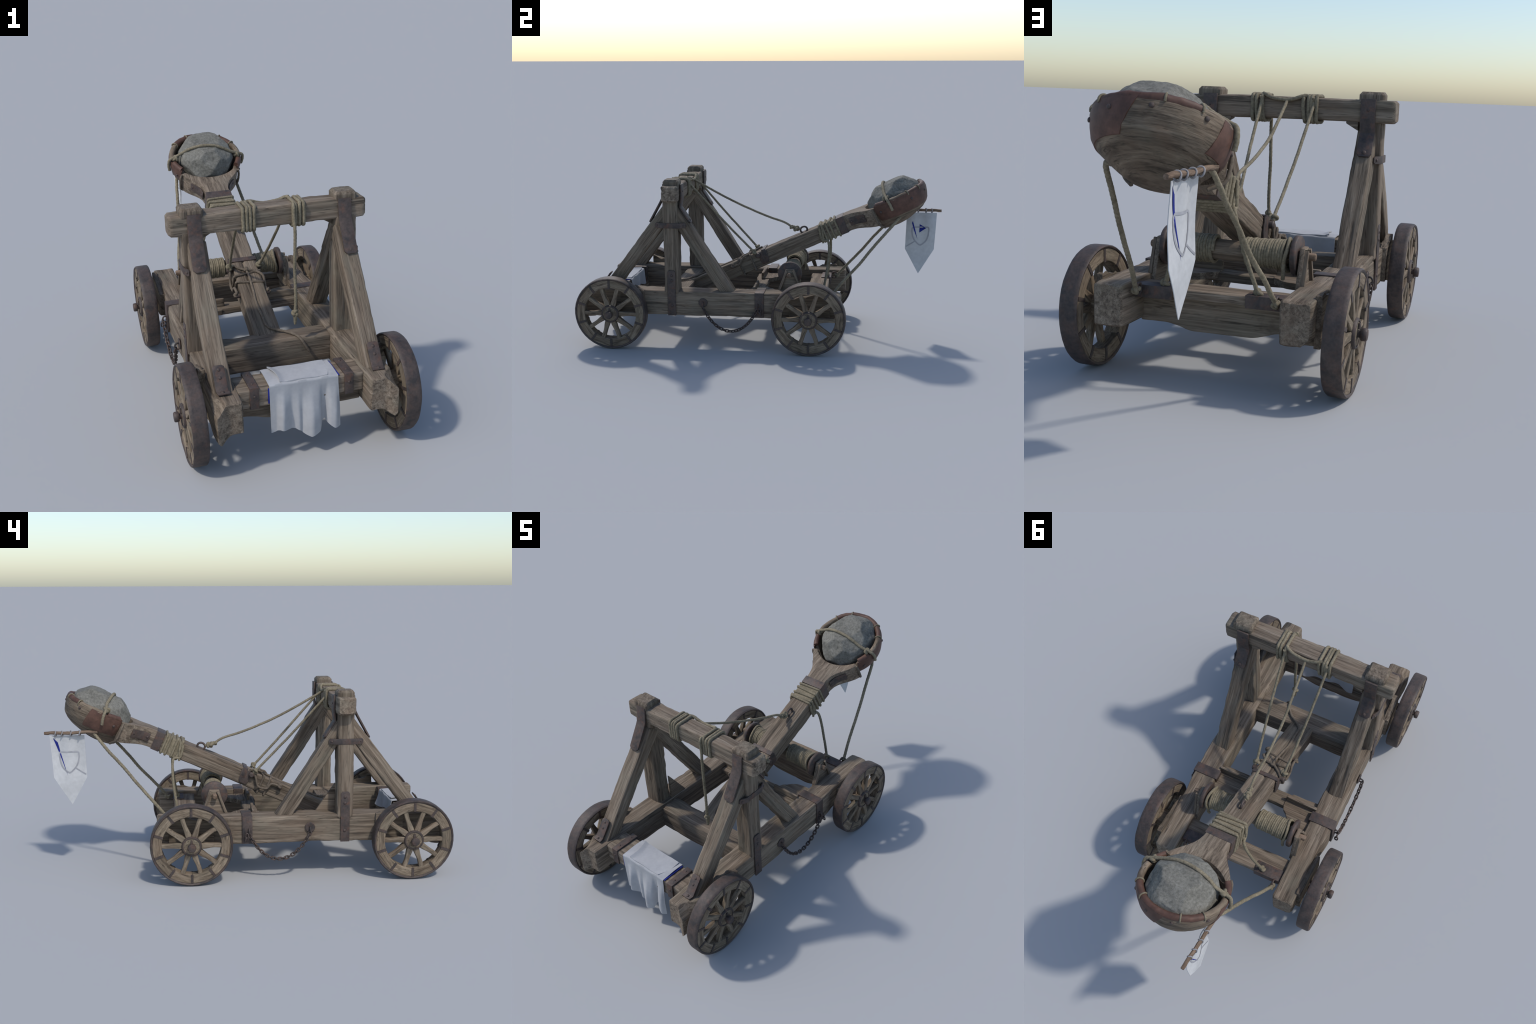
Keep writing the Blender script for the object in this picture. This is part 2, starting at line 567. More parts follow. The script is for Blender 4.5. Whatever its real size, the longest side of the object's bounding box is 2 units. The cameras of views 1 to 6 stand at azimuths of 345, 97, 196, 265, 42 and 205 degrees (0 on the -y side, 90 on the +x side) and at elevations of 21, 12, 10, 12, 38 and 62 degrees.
RAIL = {}
for s in (-1, 1):
    RAIL[s] = timber("side_rail", (s * RX, -0.966, 0.2463), (s * RX, 0.452, 0.2463), 0.113, 0.1385, parent=CAT, seed=3 + s,
                     n=18, step=0.008, warp=rail_warp(s), c=0.008)
    # iron strap over the rail
    x0, x1 = s * 0.2535, s * 0.3575
    ribbon("rail_strap", [(x0, 0.012, 0.272), (x0, 0.012, 0.3095), (x1, 0.012, 0.3095), (x1, 0.012, 0.181)], (0, 1, 0), 0.050, 0.0105,
           (s, 0, 0.5), parent=RAIL[s])
    # wooden cheeks carrying the axles, split and risen at the top
    for y0, y1, tilt, zt_, xc, th in ((0.175, 0.396, 0.17, 0.312, 0.357, 0.011), (-0.760, -0.625, -0.28, 0.338, 0.362, 0.014)):
        ym = (y0 + y1) / 2
        Mc = frame((s * xc, ym, 0.176), (0, 1, 0), (0, 0, 1))
        h = (y1 - y0) / 2
        nn = 10
        outl = [(-h + 2 * h * k / nn, -th) for k in range(nn + 1)] + [(h - 2 * h * k / nn, th) for k in range(nn + 1)]
        prism("axle_cheek", outl, Mc, 0.0, zt_ - 0.176, WOOD, RAIL[s], 0.003,
              warp=lambda L, h=h, tilt=tilt: np.column_stack([L[:, 0], L[:, 1], L[:, 2] + np.where(L[:, 2] > 0.05, tilt * L[:, 0] + 0.006 * np.sin(L[:, 0] * 90), 0.010 * np.sin(L[:, 0] * 40))]))
    # axle blocks under the rail
    for y, zb in ((-0.803, 0.0), (0.286, 0.0)):
        Mb = frame((s * 0.318, y, 0.18), (0, 1, 0), (0, 0, 1))
        prism("axle_block", [(-0.055, -0.035), (0.055, -0.035), (0.055, 0.035), (-0.055, 0.035)], Mb, -0.022, 0.02, WOOD, RAIL[s], 0.006)

# ------------------------------------------------------------------ posts, cross beam, braces
POST = {}
for s in (-1, 1):
    px = s * 0.3185
    POST[s] = timber("upright_post", (px, -0.4725, 0.295), (px, -0.4725, 0.834), 0.081, 0.092, parent=CAT, up=(s, 0, 0), seed=11 + s,
                     c=0.010, n=14, chips=1.2)
    timber("post_cap", (px, -0.470, 0.880), (px, -0.470, 0.9285), 0.087, 0.097, parent=POST[s], up=(s, 0, 0), seed=15 + s, c=0.011, n=10, step=0.006, chips=0.8)
    # rear gusset on the rail
    if s < 0:
        Mg = Matrix(((0, 0, -1, -0.256), (1, 0, 0, -0.437), (0, 1, 0, 0.312), (0, 0, 0, 1)))
        prism("gusset", [(0.0, -0.004), (0.098, -0.004), (0.098, 0.004), (0.0, 0.145)], Mg, 0.0, 0.017, WOOD, POST[s], 0.004)
    # corner bracket under the beam
    Mk = Matrix(((-s, 0, 0, s * 0.274), (0, 0, 1, -0.47), (0, 1, 0, 0.812), (0, 0, 0, 1)))
    prism("knee_block", [(0.0, 0.006), (0.046, 0.006), (0.046, -0.002), (0.0, -0.028)], Mk, 0.0, 0.045, WOOD, POST[s], 0.003)
    # iron side plate from post down over the rail
    xo = s * 0.3665
    ribbon("post_plate", [(s * 0.3615, -0.472, 0.432), (s * 0.3615, -0.472, 0.325), (s * 0.3610, -0.4725, 0.305), (s * 0.3610, -0.4725, 0.178)],
           (0, 1, 0), 0.045, 0.007, (s, 0, 0), parent=POST[s], round_start=0.01)
    for z in (0.405, 0.375, 0.235):
        bolt((s * 0.3685, -0.470, z), (s, 0, 0), 0.008, POST[s])
    # horizontal strap tying post and braces
    ribbon("brace_strap", [(s * 0.3445, -0.556, 0.680), (s * 0.3605, -0.522, 0.680), (s * 0.3605, -0.428, 0.680), (s * 0.3435, -0.391, 0.680)], (0, 0, 1), 0.028, 0.007, (s, 0, 0),
           parent=POST[s], round_end=0.008, round_start=0.008)
    for y in (-0.545, -0.403):
        bolt((s * 0.3575, y, 0.680), (s, 0, 0), 0.006, POST[s])
    # bent plates front and back: beam -> brace
    for d in (-1, 1):
        yb = -0.5085 if d < 0 else -0.4195
        face = (lambda z: -0.529 - (0.772 - z) / 1.317) if d < 0 else (lambda z: -0.431 + (0.785 - z) / 1.55)
        zk, z2 = (0.786, 0.690) if d < 0 else (0.776, 0.690)
        ribbon("beam_plate", [(s * 0.3115, yb, 0.903), (s * 0.3115, yb + (-0.008 if d < 0 else 0), 0.824), (s * 0.3115, -0.5285 if d < 0 else face(zk) - d * 0.001, zk + (0.014 if d < 0 else 0)), (s * 0.3125, face(z2) - d * 0.001, z2)], (1, 0, 0), 0.056, 0.008, (0, d, 0),
               parent=POST[s], round_end=0.012)
        bolt((s * 0.3125, yb + d * 0.008, 0.862), (0, d, 0), 0.006, POST[s])
        bolt((s * 0.3125, face(z2 + 0.018) + d * 0.008, z2 + 0.018), (0, d * 0.8, 0.5), 0.009, POST[s])

BEAM = timber("cross_beam", (-0.412, -0.4655, 0.857), (0.406, -0.4655, 0.857), 0.090, 0.086, parent=CAT, seed=21, c=0.010, n=14, chips=1.3)

BRACE = {}
for s in (-1, 1):
    xb = s * 0.306
    # front brace: front face from (y -.525, z .775) to (y -.895, z .312)
    dv = np.array((0, -0.303, -0.399)); dv = dv / np.linalg.norm(dv)
    nv = np.array((0, -dv[2], dv[1])) * -1
    nv = np.array((0, dv[2], -dv[1]))          # towards front/top
    top = np.array((xb, -0.529, 0.772)) - nv * 0.036
    a = top - dv * 0.03
    bpt = top + dv * ((0.772 - 0.300) / 0.399 * 0.501)
    BRACE[s, -1] = timber("front_brace", a, bpt, 0.078, 0.072, parent=CAT, up=tuple(nv), seed=31 + s, c=0.007, n=14, relief=1.3)
    # rear brace
    dr = np.array((0, 0.307, -0.476)); dr = dr / np.linalg.norm(dr)
    nr_ = np.array((0, -dr[2], dr[1]))
    top = np.array((xb, -0.431, 0.785)) - nr_ * 0.036
    a = top - dr * 0.02
    bpt = top + dr * ((0.785 - 0.288) / 0.8405)
    BRACE[s, 1] = timber("rear_brace", a, bpt, 0.074, 0.072, parent=CAT, up=tuple(nr_), seed=35 + s, c=0.007, n=14, relief=1.3)
    # foot plates of the front braces, bent onto the rail end
    ribbon("foot_plate", [(s * 0.311, -0.821, 0.402), (s * 0.311, -0.882, 0.322), (s * 0.307, -0.906, 0.319)], (1, 0, 0), 0.048, 0.006, (0, -1, 0.6),
           parent=BRACE[s, -1], round_start=0.008)
    for y, z, nn in ((-0.836, 0.391, (0, -0.8, 0.6)), (-0.855, 0.366, (0, -0.8, 0.6)), (-0.895, 0.327, (0, -0.2, 1))):
        bolt((s * 0.311, y, z), nn, 0.0075, BRACE[s, -1])

# ------------------------------------------------------------------ lower cross timbers
MID = timber("pivot_beam", (-0.258, -0.461, 0.246), (0.258, -0.461, 0.246), 0.112, 0.119, parent=CAT, seed=41, n=16)
FRONT = timber("front_beam", (-0.256, -0.828, 0.276), (0.256, -0.828, 0.276), 0.126, 0.082, parent=CAT, seed=43, n=14, relief=1.4)

def bolster_warp(zc, depth):
    def f(W):
        k = sstep(0.20, 0.09, np.abs(W[:, 0] + 0.02)) * (W[:, 2] < zc)
        W = W.copy()
        W[:, 2] -= k * depth
        return W
    return f
timber("front_bolster", (-0.262, -0.800, 0.208), (0.262, -0.800, 0.208), 0.075, 0.078, parent=CAT, seed=44, warp=bolster_warp(0.20, 0.020))
for s in (-1, 1):
    ribbon("beam_strap", [(s * 0.190, -0.767, 0.236), (s * 0.190, -0.767, 0.3145), (s * 0.190, -0.8890, 0.3145), (s * 0.190, -0.8890, 0.233)], (1, 0, 0), 0.036, 0.008,
           (0, -1, 1), parent=FRONT)
    for p, nn in (((s * 0.190, -0.785, 0.3225), (0, 0, 1)), ((s * 0.190, -0.86, 0.3225), (0, 0, 1)), ((s * 0.190, -0.897, 0.285), (0, -1, 0))):
        bolt(p, nn, 0.006, FRONT)

REAR = timber("rear_beam", (-0.260, 0.310, 0.283), (0.260, 0.310, 0.283), 0.112, 0.032, parent=CAT, seed=47, n=16, c=0.005, chips=0.6)
timber("rear_bolster", (-0.262, 0.276, 0.220), (0.262, 0.276, 0.220), 0.050, 0.100, parent=CAT, seed=48, n=14, warp=bolster_warp(0.21, 0.022))
for s in (-1, 1):
    x = s * 0.185
    ribbon("ring_plate", [(x, 0.315, 0.2945), (x, 0.3635, 0.2945), (x, 0.3635, 0.262)], (1, 0, 0), 0.130, 0.008, (0, 1, 1), parent=REAR)
    # ring and eye for the long rope
    a = np.linspace(0, 2 * math.pi, 20, endpoint=False)
    c0 = np.array((s * 0.226, 0.385, 0.292))
    ring = np.column_stack([np.full(20, c0[0]), c0[1] + 0.017 * np.cos(a), c0[2] + 0.017 * np.sin(a)])
    V, F = tube_mesh(catmull(ring, 0.004, True), 0.0045, True, 0, nseg=8)
    add("iron_ring", V, F, IRON, REAR, Matrix.Translation(Vector(c0)), 60)
    bolt((s * 0.226, 0.366, 0.285), (0, 1, 0), 0.010, REAR)
    bolt((s * 0.14, 0.345, 0.303), (0, 0, 1), 0.006, REAR)
# dark saw kerf on the rear beam top (a thin raised seam board)
# ------------------------------------------------------------------ windlass deck
timber("deck_plank", (-0.252, -0.026, 0.272), (0.252, -0.026, 0.272), 0.075, 0.036, parent=CAT, seed=51, n=8, chips=0.6)
for s in (-1, 1):
    pts = [(0.250, -0.03), (0.250, 0.088), (0.20, 0.086), (0.165, 0.078), (0.140, 0.060), (0.125, 0.040), (0.108, 0.028), (0.100, 0.008), (0.098, -0.03)]
    Md = Matrix(((s, 0, 0, 0), (0, 1, 0, 0), (0, 0, 1, 0.268), (0, 0, 0, 1)))
    prism("deck_shelf", pts if s > 0 else pts, Md, 0.0, 0.024, WOOD, CAT, 0.003)
    timber("deck_cleat", (s * 0.100, -0.030, 0.305), (s * 0.256, -0.030, 0.305), 0.016, 0.040, parent=CAT, seed=53 + s, n=5, chips=0.5, c=0.003)
    timber("deck_batten", (s * 0.115, -0.060, 0.272), (s * 0.256, -0.060, 0.272), 0.022, 0.030, parent=CAT, seed=56 + s, n=5, chips=0.5, c=0.003)

# ------------------------------------------------------------------ windlass
WY, WZ = 0.165, 0.400
WIN = timber("windlass_drum", (-0.215, WY, WZ), (0.215, WY, WZ), 0.070, 0.070, parent=CAT, seed=61, c=0.030, n=4, chips=0.2)
_v, _f = lathe(disc_profile(0.066, -0.009, 0.009, 0.003), 40, False)
_v[:, 0] += (vnoise(_v * 25, 3) - 0.5) * 0.004
FL_MESH = mesh_local("drum_flange", _v, _f, IRON, 50)
_v, _f = lathe(disc_profile(0.013, -0.05, 0.05, 0.003), 16, False)
PIN_MESH = mesh_local("axle_pin", _v, _f, WOOD_END, 50)
for s in (-1, 1):
    place("drum_flange", FL_MESH, WIN, Matrix.Translation((s * 0.222, WY, WZ)))
    place("axle_pin", PIN_MESH, WIN, Matrix.Translation((s * 0.235, WY, WZ)))
    # trestle bracket: tapered board with two slanting ribs
    Mb = Matrix(((0, 0, s, s * 0.238), (1, 0, 0, WY), (0, 1, 0, 0.306), (0, 0, 0, 1)))
    br = prism("windlass_bracket", [(-0.062, -0.02), (0.076, -0.02), (0.026, 0.124), (-0.022, 0.124)], Mb, 0.0, 0.016, WOOD, CAT, 0.003)
    for q, (y0, y1) in enumerate(((-0.058, -0.016), (0.066, 0.020))):
        timber("bracket_rib", (s * 0.258, WY + y0, 0.308), (s * 0.258, WY + y1, 0.424), 0.016, 0.018, parent=br, up=(s, 0, 0), seed=63 + q + s, n=3, c=0.003, chips=0.4)
    # rope coil
    turns = 15
    th = np.linspace(0, turns * 2 * math.pi, turns * 26)
    xx = np.linspace(0.052, 0.192, len(th))
    rr = 0.0415 + 0.0035 * sstep(0.10, 0.19, xx) + 0.0012 * np.sin(th * 0.37)
    P = np.column_stack([s * xx, WY + rr * np.cos(th), WZ + rr * np.sin(th)])
    V, F = tube_mesh(P, 0.0062, False, 3, 150.0, nseg=8)
    add("rope_coil", V, F, ROPE, WIN, Matrix.Translation((s * 0.12, WY, WZ)), 60)
    # looser outer loop with a tail end
    a = np.linspace(-0.6, 2 * math.pi - 0.4, 30)
    P = [(s * (0.196 + 0.006 * math.sin(2 * t)), WY + 0.052 * math.cos(t), WZ + 0.052 * math.sin(t)) for t in a]
    P += [(s * 0.192, WY + 0.05, WZ - 0.05), (s * 0.190, WY + 0.045, WZ - 0.072)]
    rope("rope_loop", P, 0.0065, WIN, seed=64 + s, wob=0.001)

# ------------------------------------------------------------------ throwing arm
TH = math.radians(24.3)
AO = np.array((0, 0, 0.508)); AU = np.array((0, math.cos(TH), math.sin(TH))); AX = np.array((1.0, 0, 0)); AW = np.array((0, -math.sin(TH), math.cos(TH)))
def A(u, x, w):
    return AO + u * AU + x * AX + w * AW
MARM = Matrix(((0, -1, 0, 0), (AU[1], 0, AW[1], 0), (AU[2], 0, AW[2], AO[2]), (0, 0, 0, 1)))   # local (u, -x, w)
MARM = Matrix(((AU[0], -1, AW[0], AO[0]), (AU[1], 0, AW[1], AO[1]), (AU[2], 0, AW[2], AO[2]), (0, 0, 0, 1)))

def arm_section(V, Ln):
    u = V[:, 0] - 0.49
    V = V.copy()
    top = sstep(0.015, 0.043, V[:, 2])
    groove = np.exp(-(V[:, 1] / 0.0045) ** 2) * sstep(-0.44, -0.36, u) * sstep(0.05, 0.01, u)
    V[:, 2] -= 0.009 * groove * top
    return V
ARM = timber("throwing_arm", A(-0.49, 0, -0.056), A(0.50, 0, -0.056), 0.118, 0.090, parent=CAT, up=tuple(AW), seed=71, n=26, step=0.008, c=0.008,
             relief=0.9, chips=0.7, section=arm_section)

def arm_band(name, u0, u1, off, th, mat=IRON):
    hw, w0, w1 = 0.0585 + off, -0.100 - off, -0.0115 + off
    um = (u0 + u1) / 2
    return ribbon(name, [A(um, -hw, w1), A(um, hw, w1), A(um, hw, w0), A(um, -hw, w0)], AU, u1 - u0, th, (0, 0, 1), mat, ARM, closed=True)
arm_band("arm_strap", 0.438, 0.482, -0.001, 0.006)
arm_band("rope_mat", 0.338, 0.432, -0.001, 0.003, ROPE)
ribbon("arm_strap", [A(-0.012, -0.058, -0.06), A(-0.012, -0.058, -0.0125), A(-0.012, 0.058, -0.0125), A(-0.012, 0.058, -0.06)], AU, 0.024, 0.007, (0, 0, 1), IRON, ARM)
for s in (-1, 1):
    ribbon("arm_cheek_plate", [A(-0.020, s * 0.0585, -0.014), A(-0.026, s * 0.0585, -0.086)], AU, 0.052, 0.006, (s, 0, 0), IRON, ARM, round_end=0.018)
    # pivot bolt with the hauling rope on it
    M = frame(A(-0.050, s * 0.062, -0.026), (s, 0, 0), (0, 0, 1))
    V, F = lathe(disc_profile(0.014, -0.01, 0.020, 0.004), 10, False)
    add("arm_bolt", to_world(M, V), F, IRON, ARM, M, 40)
    # lower pin in front
    M = frame(A(-0.215, s * 0.064, -0.030), (s, 0, 0), (0, 0, 1))
    V, F = lathe(disc_profile(0.0095, -0.02, 0.016, 0.003), 10, False)
    add("arm_pin", to_world(M, V), F, IRON, ARM, M, 40)
    # cheek plate on the yoke
    ribbon("yoke_plate", [A(0.508, s * 0.0655, -0.055), A(0.545, s * 0.0725, -0.055), A(0.575, s * 0.0905, -0.057), A(0.600, s * 0.1105, -0.06)], AW, 0.044, 0.005, (s, 0, 0), IRON, ARM)
    bolt(A(0.518, s * 0.0725, -0.055), tuple(AX * s - 0.2 * AU), 0.007, ARM)
    bolt(A(0.588, s * 0.1065, -0.058), tuple(AX * s - 0.7 * AU), 0.007, ARM)

def arm_loop(u, r, seed, x=0.0585, skew=0.0, w0=-0.100, w1=-0.0115, parent=None, mat=None):
    o = r * 0.75
    pts = []
    for k, (a, b) in enumerate(((-1, 1), (0, 1), (1, 1), (1, 0), (1, -1), (0, -1), (-1, -1), (-1, 0))):
        xx = a * (x + o)
        ww = (w0 - o) if b < 0 else (w1 + o) if b > 0 else (w0 + w1) / 2
        pts.append(A(u + skew * a * 0.5, xx, ww))
    # denser corners
    P = []
    for k in range(8):
        p, q = pts[k], pts[(k + 1) % 8]
        P += [p * 0.92 + q * 0.08, p * 0.5 + q * 0.5, p * 0.08 + q * 0.92]
    return rope("rope_lashing", P, r, parent or ARM, closed=True, seed=seed, wob=0.001, mat=mat)
for k, (u, r, sk) in enumerate(((0.428, 0.0062, 0.004), (0.400, 0.0065, -0.006), (0.372, 0.0062, 0.005), (0.346, 0.0065, 0.010), (0.338, 0.006, -0.004))):
    arm_loop(u, r, 80 + k, skew=sk)
# dark lashings below the strap, crossing over the groove
DARKROPE = make_speckle("old_rope", (0.095, 0.075, 0.056), (0.205, 0.165, 0.125), scale=110.0)
KNOT_DARK.materials[0] = DARKROPE
arm_loop(-0.105, 0.0055, 91, skew=0.020, mat=DARKROPE)
arm_loop(-0.160, 0.0055, 92, skew=-0.016, mat=DARKROPE)
rope("arm_cord", [A(-0.035, -0.064, -0.0075), A(-0.07, -0.03, -0.0035), A(-0.09, 0.0, 0.0005), A(-0.098, 0.035, -0.0035), A(-0.13, 0.066, -0.004), A(-0.17, 0.070, -0.03), A(-0.205, 0.068, -0.03)], 0.006, ARM, mat=DARKROPE, seed=93)
rope("arm_cord", [A(-0.05, -0.068, -0.006), A(-0.075, -0.071, -0.03), A(-0.105, -0.073, -0.068), A(-0.150, -0.073, -0.062), A(-0.165, -0.072, -0.03), A(-0.205, -0.070, -0.024)], 0.006, ARM, mat=DARKROPE, seed=94)
rope("arm_cord", [A(-0.085, 0.0, -0.0015), A(-0.13, 0.004, -0.0045), A(-0.20, 0.002, -0.0095), A(-0.28, -0.004, -0.0105), A(-0.36, 0.0, -0.0085), A(-0.43, 0.006, -0.0055), (0.04, -0.425, 0.318), (0.075, -0.450, 0.315), (0.105, -0.490, 0.312), (0.118, -0.520, 0.304), (0.135, -0.527, 0.275), (0.150, -0.530, 0.248)],
     0.006, ARM, mat=DARKROPE, seed=95)
knot(A(-0.088, 0.0, 0.0015), 0.009, ARM, AU, KNOT_DARK)
for s in (-1, 1):
    knot(A(-0.21, s * 0.073, -0.025), 0.010, ARM, AX, KNOT_DARK)
# eye bolt with the long rope
a = np.linspace(0, 2 * math.pi, 24, endpoint=False)
ey = np.array([A(0.242 + 0.020 * math.cos(t), 0, 0.000 + 0.017 * math.sin(t)) for t in a])
V, F = tube_mesh(catmull(ey, 0.004, True), 0.0055, True, 0, nseg=8)
add("eye_bolt", V, F, IRON, ARM, Matrix.Translation(Vector(A(0.245, 0, 0.019))), 60)

# yoke: forked end carrying the bowl
BU = 0.782           # bowl centre along the arm
outer = [(0.455, 0.0575), (0.500, 0.0585), (0.530, 0.0645), (0.555, 0.0755), (0.580, 0.0920), (0.605, 0.1120), (0.632, 0.1310), (0.662, 0.1475)]
inner = []
for k in range(13):
    a = math.radians(132 + (180 - 132) * k / 12)
    inner.append((BU + 0.169 * math.cos(a), 0.169 * math.sin(a)))
half = outer + inner
poly = [(u, -x) for u, x in half] + [(u, x) for u, x in half[::-1][1:]]
def yoke_warp(L):
    L = L.copy()
    k = sstep(0.50, 0.66, L[:, 0])
    L[:, 2] += np.where(L[:, 2] > -0.05, -0.015 * k, -0.024 * k)
    return L
YOKE = prism("yoke", poly, MARM, -0.1025, -0.0085, WOOD, CAT, 0.004, warp=yoke_warp)

# ------------------------------------------------------------------ bowl
MB = MARM @ Matrix.Translation((BU, 0, 0))
def bowl_mesh(profile, seg=96, a0=None, a1=None):
    n = len(profile)
    full = a0 is None
    ang = np.linspace(0, 2 * math.pi, seg, endpoint=False) if full else np.linspace(a0, a1, seg)
    V = [(r * math.cos(a), r * math.sin(a), w) for a in ang for r, w in profile]
    F = []
    for i in range(seg if full else seg - 1):
        k = (i + 1) % seg
        for j in range(n - 1):
            F.append((i * n + j, i * n + j + 1, k * n + j + 1, k * n + j))
    return np.array(V), F
prof = [(1e-4, -0.175), (0.03, -0.173), (0.078, -0.166), (0.107, -0.151), (0.143, -0.125), (0.158, -0.111), (0.171, -0.096), (0.180, -0.068), (0.186, -0.040), (0.186, -0.022),
        (0.178, -0.016), (0.166, -0.018), (0.162, -0.026), (0.161, -0.05), (0.150, -0.09), (0.120, -0.125), (0.06, -0.145), (1e-4, -0.148)]
pp = catmull(np.array([(r, 0, w) for r, w in prof]), 0.006)
V, F = bowl_mesh([(p[0], p[2]) for p in pp], 110)
out = V[:, 2] * 0 + 1
nz = fbm(np.column_stack([np.arctan2(V[:, 1], V[:, 0]) * 6 + 20, V[:, 2] * 70, V[:, 2] * 0]), 5, 3) - 0.5
rad = np.hypot(V[:, 0], V[:, 1]) + 1e-9
k = sstep(0.03, 0.10, rad)
V[:, 0] += V[:, 0] / rad * nz * 0.006 * k
V[:, 1] += V[:, 1] / rad * nz * 0.006 * k
V[:, 0] -= 0.045 * sstep(-0.125, -0.178, V[:, 2]) * (V[:, 2] < -0.1)
# front of the rim is let down where the yoke closes it
fr = sstep(-0.085, -0.125, V[:, 0]) * sstep(-0.06, 0.0, V[:, 2])
V[:, 2] -= fr * 0.035
BOWL = add("bowl", to_world(MB, V), F, WOOD_BOWL, CAT, MB, 50)

def rim_arc(name, d0, d1, mat, r=0.0155, rc=0.1740, wc=-0.017, seed=1):
    P = np.array([(rc * math.cos(math.radians(d)), -rc * math.sin(math.radians(d)), wc) for d in np.linspace(d0, d1, max(4, int(abs(d1 - d0) / 2.5)))])
    V, F = tube_mesh(P, r, False, 0, nseg=14)
    V = V + (vnoise(V * 45, seed)[:, None] - 0.5) * 0.004
    return add(name, to_world(MB, V), F, mat, BOWL, MB, 60)
# angle 0 points to the back of the bowl, positive to the right (+x)
for k, (d0, d1, m) in enumerate(((-125, -103, LEATHER), (-94, -54, WOOD_BOWL), (-52, -24, LEATHER), (-22, 36, LEATHER), (38, 62, LEATHER), (64, 96, WOOD_BOWL), (103, 125, LEATHER))):
    rim_arc("rim_roll", d0, d1, m, seed=k, r=0.0148 if m is LEATHER else 0.0138)
for d in (-53, -23, 37, 63):
    P = np.array([(0.1745 * math.cos(math.radians(d)) + 0.0162 * math.cos(t) * math.cos(math.radians(d)), -(0.1745 + 0.0162 * math.cos(t)) * math.sin(math.radians(d)), -0.017 + 0.0162 * math.sin(t)) for t in np.linspace(-0.5, 3.6, 14)])
    V, F = tube_mesh(P, 0.0035, False, 3, 200, nseg=8)
    add("rim_binding", to_world(MB, V), F, ROPE, BOWL, MB, 60)

def leather_patch(d0, d1, s0=0.0, s1=0.0):
    """leather sheet wrapped round the bowl's wall; s0, s1 slant its two ends"""
    seg = 40
    pr = [(0.1875, -0.012), (0.1895, -0.035), (0.1835, -0.065), (0.1755, -0.092), (0.164, -0.109)]
    V, n = [], len(pr) * 2
    for t in np.linspace(0, 1, seg):
        for off, row in ((0, pr), (0.006, pr[::-1])):
            for r, w in row:
                dd = math.radians((d0 - s0 * w / 0.1) * (1 - t) + (d1 - s1 * w / 0.1) * t)
                V.append(((r - off) * math.cos(dd), -(r - off) * math.sin(dd), w))
    F = grid_faces(seg, n)
    F += [tuple(range(n)), tuple((seg - 1) * n + j for j in range(n))]
    return add("leather_patch", to_world(MB, np.array(V)), F, LEATHER, BOWL, MB, 40)
leather_patch(-128, -78, 0, 8)
leather_patch(-6, 128, 17, 0)
def bowl_stud(d, w, r=0.0075, rad=0.188):
    dd = math.radians(d)
    n = AU * math.cos(dd) + AX * math.sin(dd)
    p = A(BU, 0, w) + n * rad
    bolt(tuple(p), tuple(n), r, BOWL, "stud")
for d, w in ((-118, -0.055), (-58, -0.035), (-14, -0.04), (22, -0.045), (60, -0.05), (118, -0.055)):
    bowl_stud(d, w)
# cord band closing yoke and bowl
for s in (-1, 1):
    rope("bowl_cord", [A(0.655, s * 0.147, -0.025), A(0.655, s * 0.154, -0.05), A(0.655, s * 0.154, -0.09), A(0.660, s * 0.146, -0.122), A(0.68, s * 0.11, -0.152)], 0.006, BOWL, seed=130 + s, mat=DARKROPE)

# ------------------------------------------------------------------ boulder (lies in the bowl)
bm = bmesh.new()
bmesh.ops.create_icosphere(bm, subdivisions=6, radius=1.0)
V = np.array([v.co[:] for v in bm.verts])
F = [tuple(v.index for v in f.verts) for f in bm.faces]
bm.free()
cuts = [((0, 0, -1), 0.66), ((0.6, 0, -0.75), 0.72), ((-0.6, 0, -0.75), 0.86), ((0, 0.7, -0.7), 0.78), ((0, -0.7, -0.7), 0.78), ((0, 0, 1), 0.82), ((0.75, 0.1, 0.65), 0.92), ((0.45, -0.75, 0.5), 0.90), ((0.45, 0.75, 0.5), 0.88), ((-0.30, 0.45, 0.84), 0.90),
        ((-0.30, -0.5, 0.80), 0.90), ((-0.85, 0.35, 0.40), 0.93), ((-0.85, -0.4, 0.33), 0.94), ((-0.70, 0.0, 0.70), 0.92), ((0.1, 1, 0.1), 0.92),
        ((0.1, -1, 0.1), 0.92), ((1, 0, 0.15), 0.93), ((-1, 0, -0.1), 0.97), ((0.6, 0.6, -0.2), 0.9), ((0.6, -0.6, -0.1), 0.9), ((-0.55, 0.8, -0.2), 0.9), ((-0.5, -0.85, -0.1), 0.92), ((0.35, 0.1, 0.93), 0.93)]
for nrm, d in cuts:
    nrm = np.array(nrm) / np.linalg.norm(nrm)
    t = V @ nrm
    over = np.clip(t - d, 0, None)
    V = V - over[:, None] * nrm * 0.97
V = V + (V / np.linalg.norm(V, axis=1)[:, None]) * ((fbm(V * 3.0, 3, 3) - 0.5) * 0.09 + (fbm(V * 14, 8, 3) - 0.5) * 0.022)[:, None]
SC = np.array((0.164, 0.149, 0.132))
L = V * SC
MS = MARM @ Matrix.Translation((0.792, -0.003, -0.045))
SW = to_world(MS, L)
STONE_OBJ = add("boulder", SW, F, STONE, None, MS, 0)
STONE_OBJ.data.polygons.foreach_set("use_smooth", [True] * len(STONE_OBJ.data.polygons))
STONE_OBJ["label"] = "rough grey faceted boulder lying in the bowl"
STONE_OBJ["category"] = "boulder"
bvh = BVHTree.FromPolygons([tuple(p) for p in SW], F)
over = []
for x in np.linspace(-0.125, 0.125, 9):
    u = 0.757 - 0.01 * x / 0.12
    hit = bvh.ray_cast(Vector(A(u, x, 0.3)), Vector(-AW))
    if hit[0] is not None:
        over.append(np.array(hit[0]) + AW * 0.006)
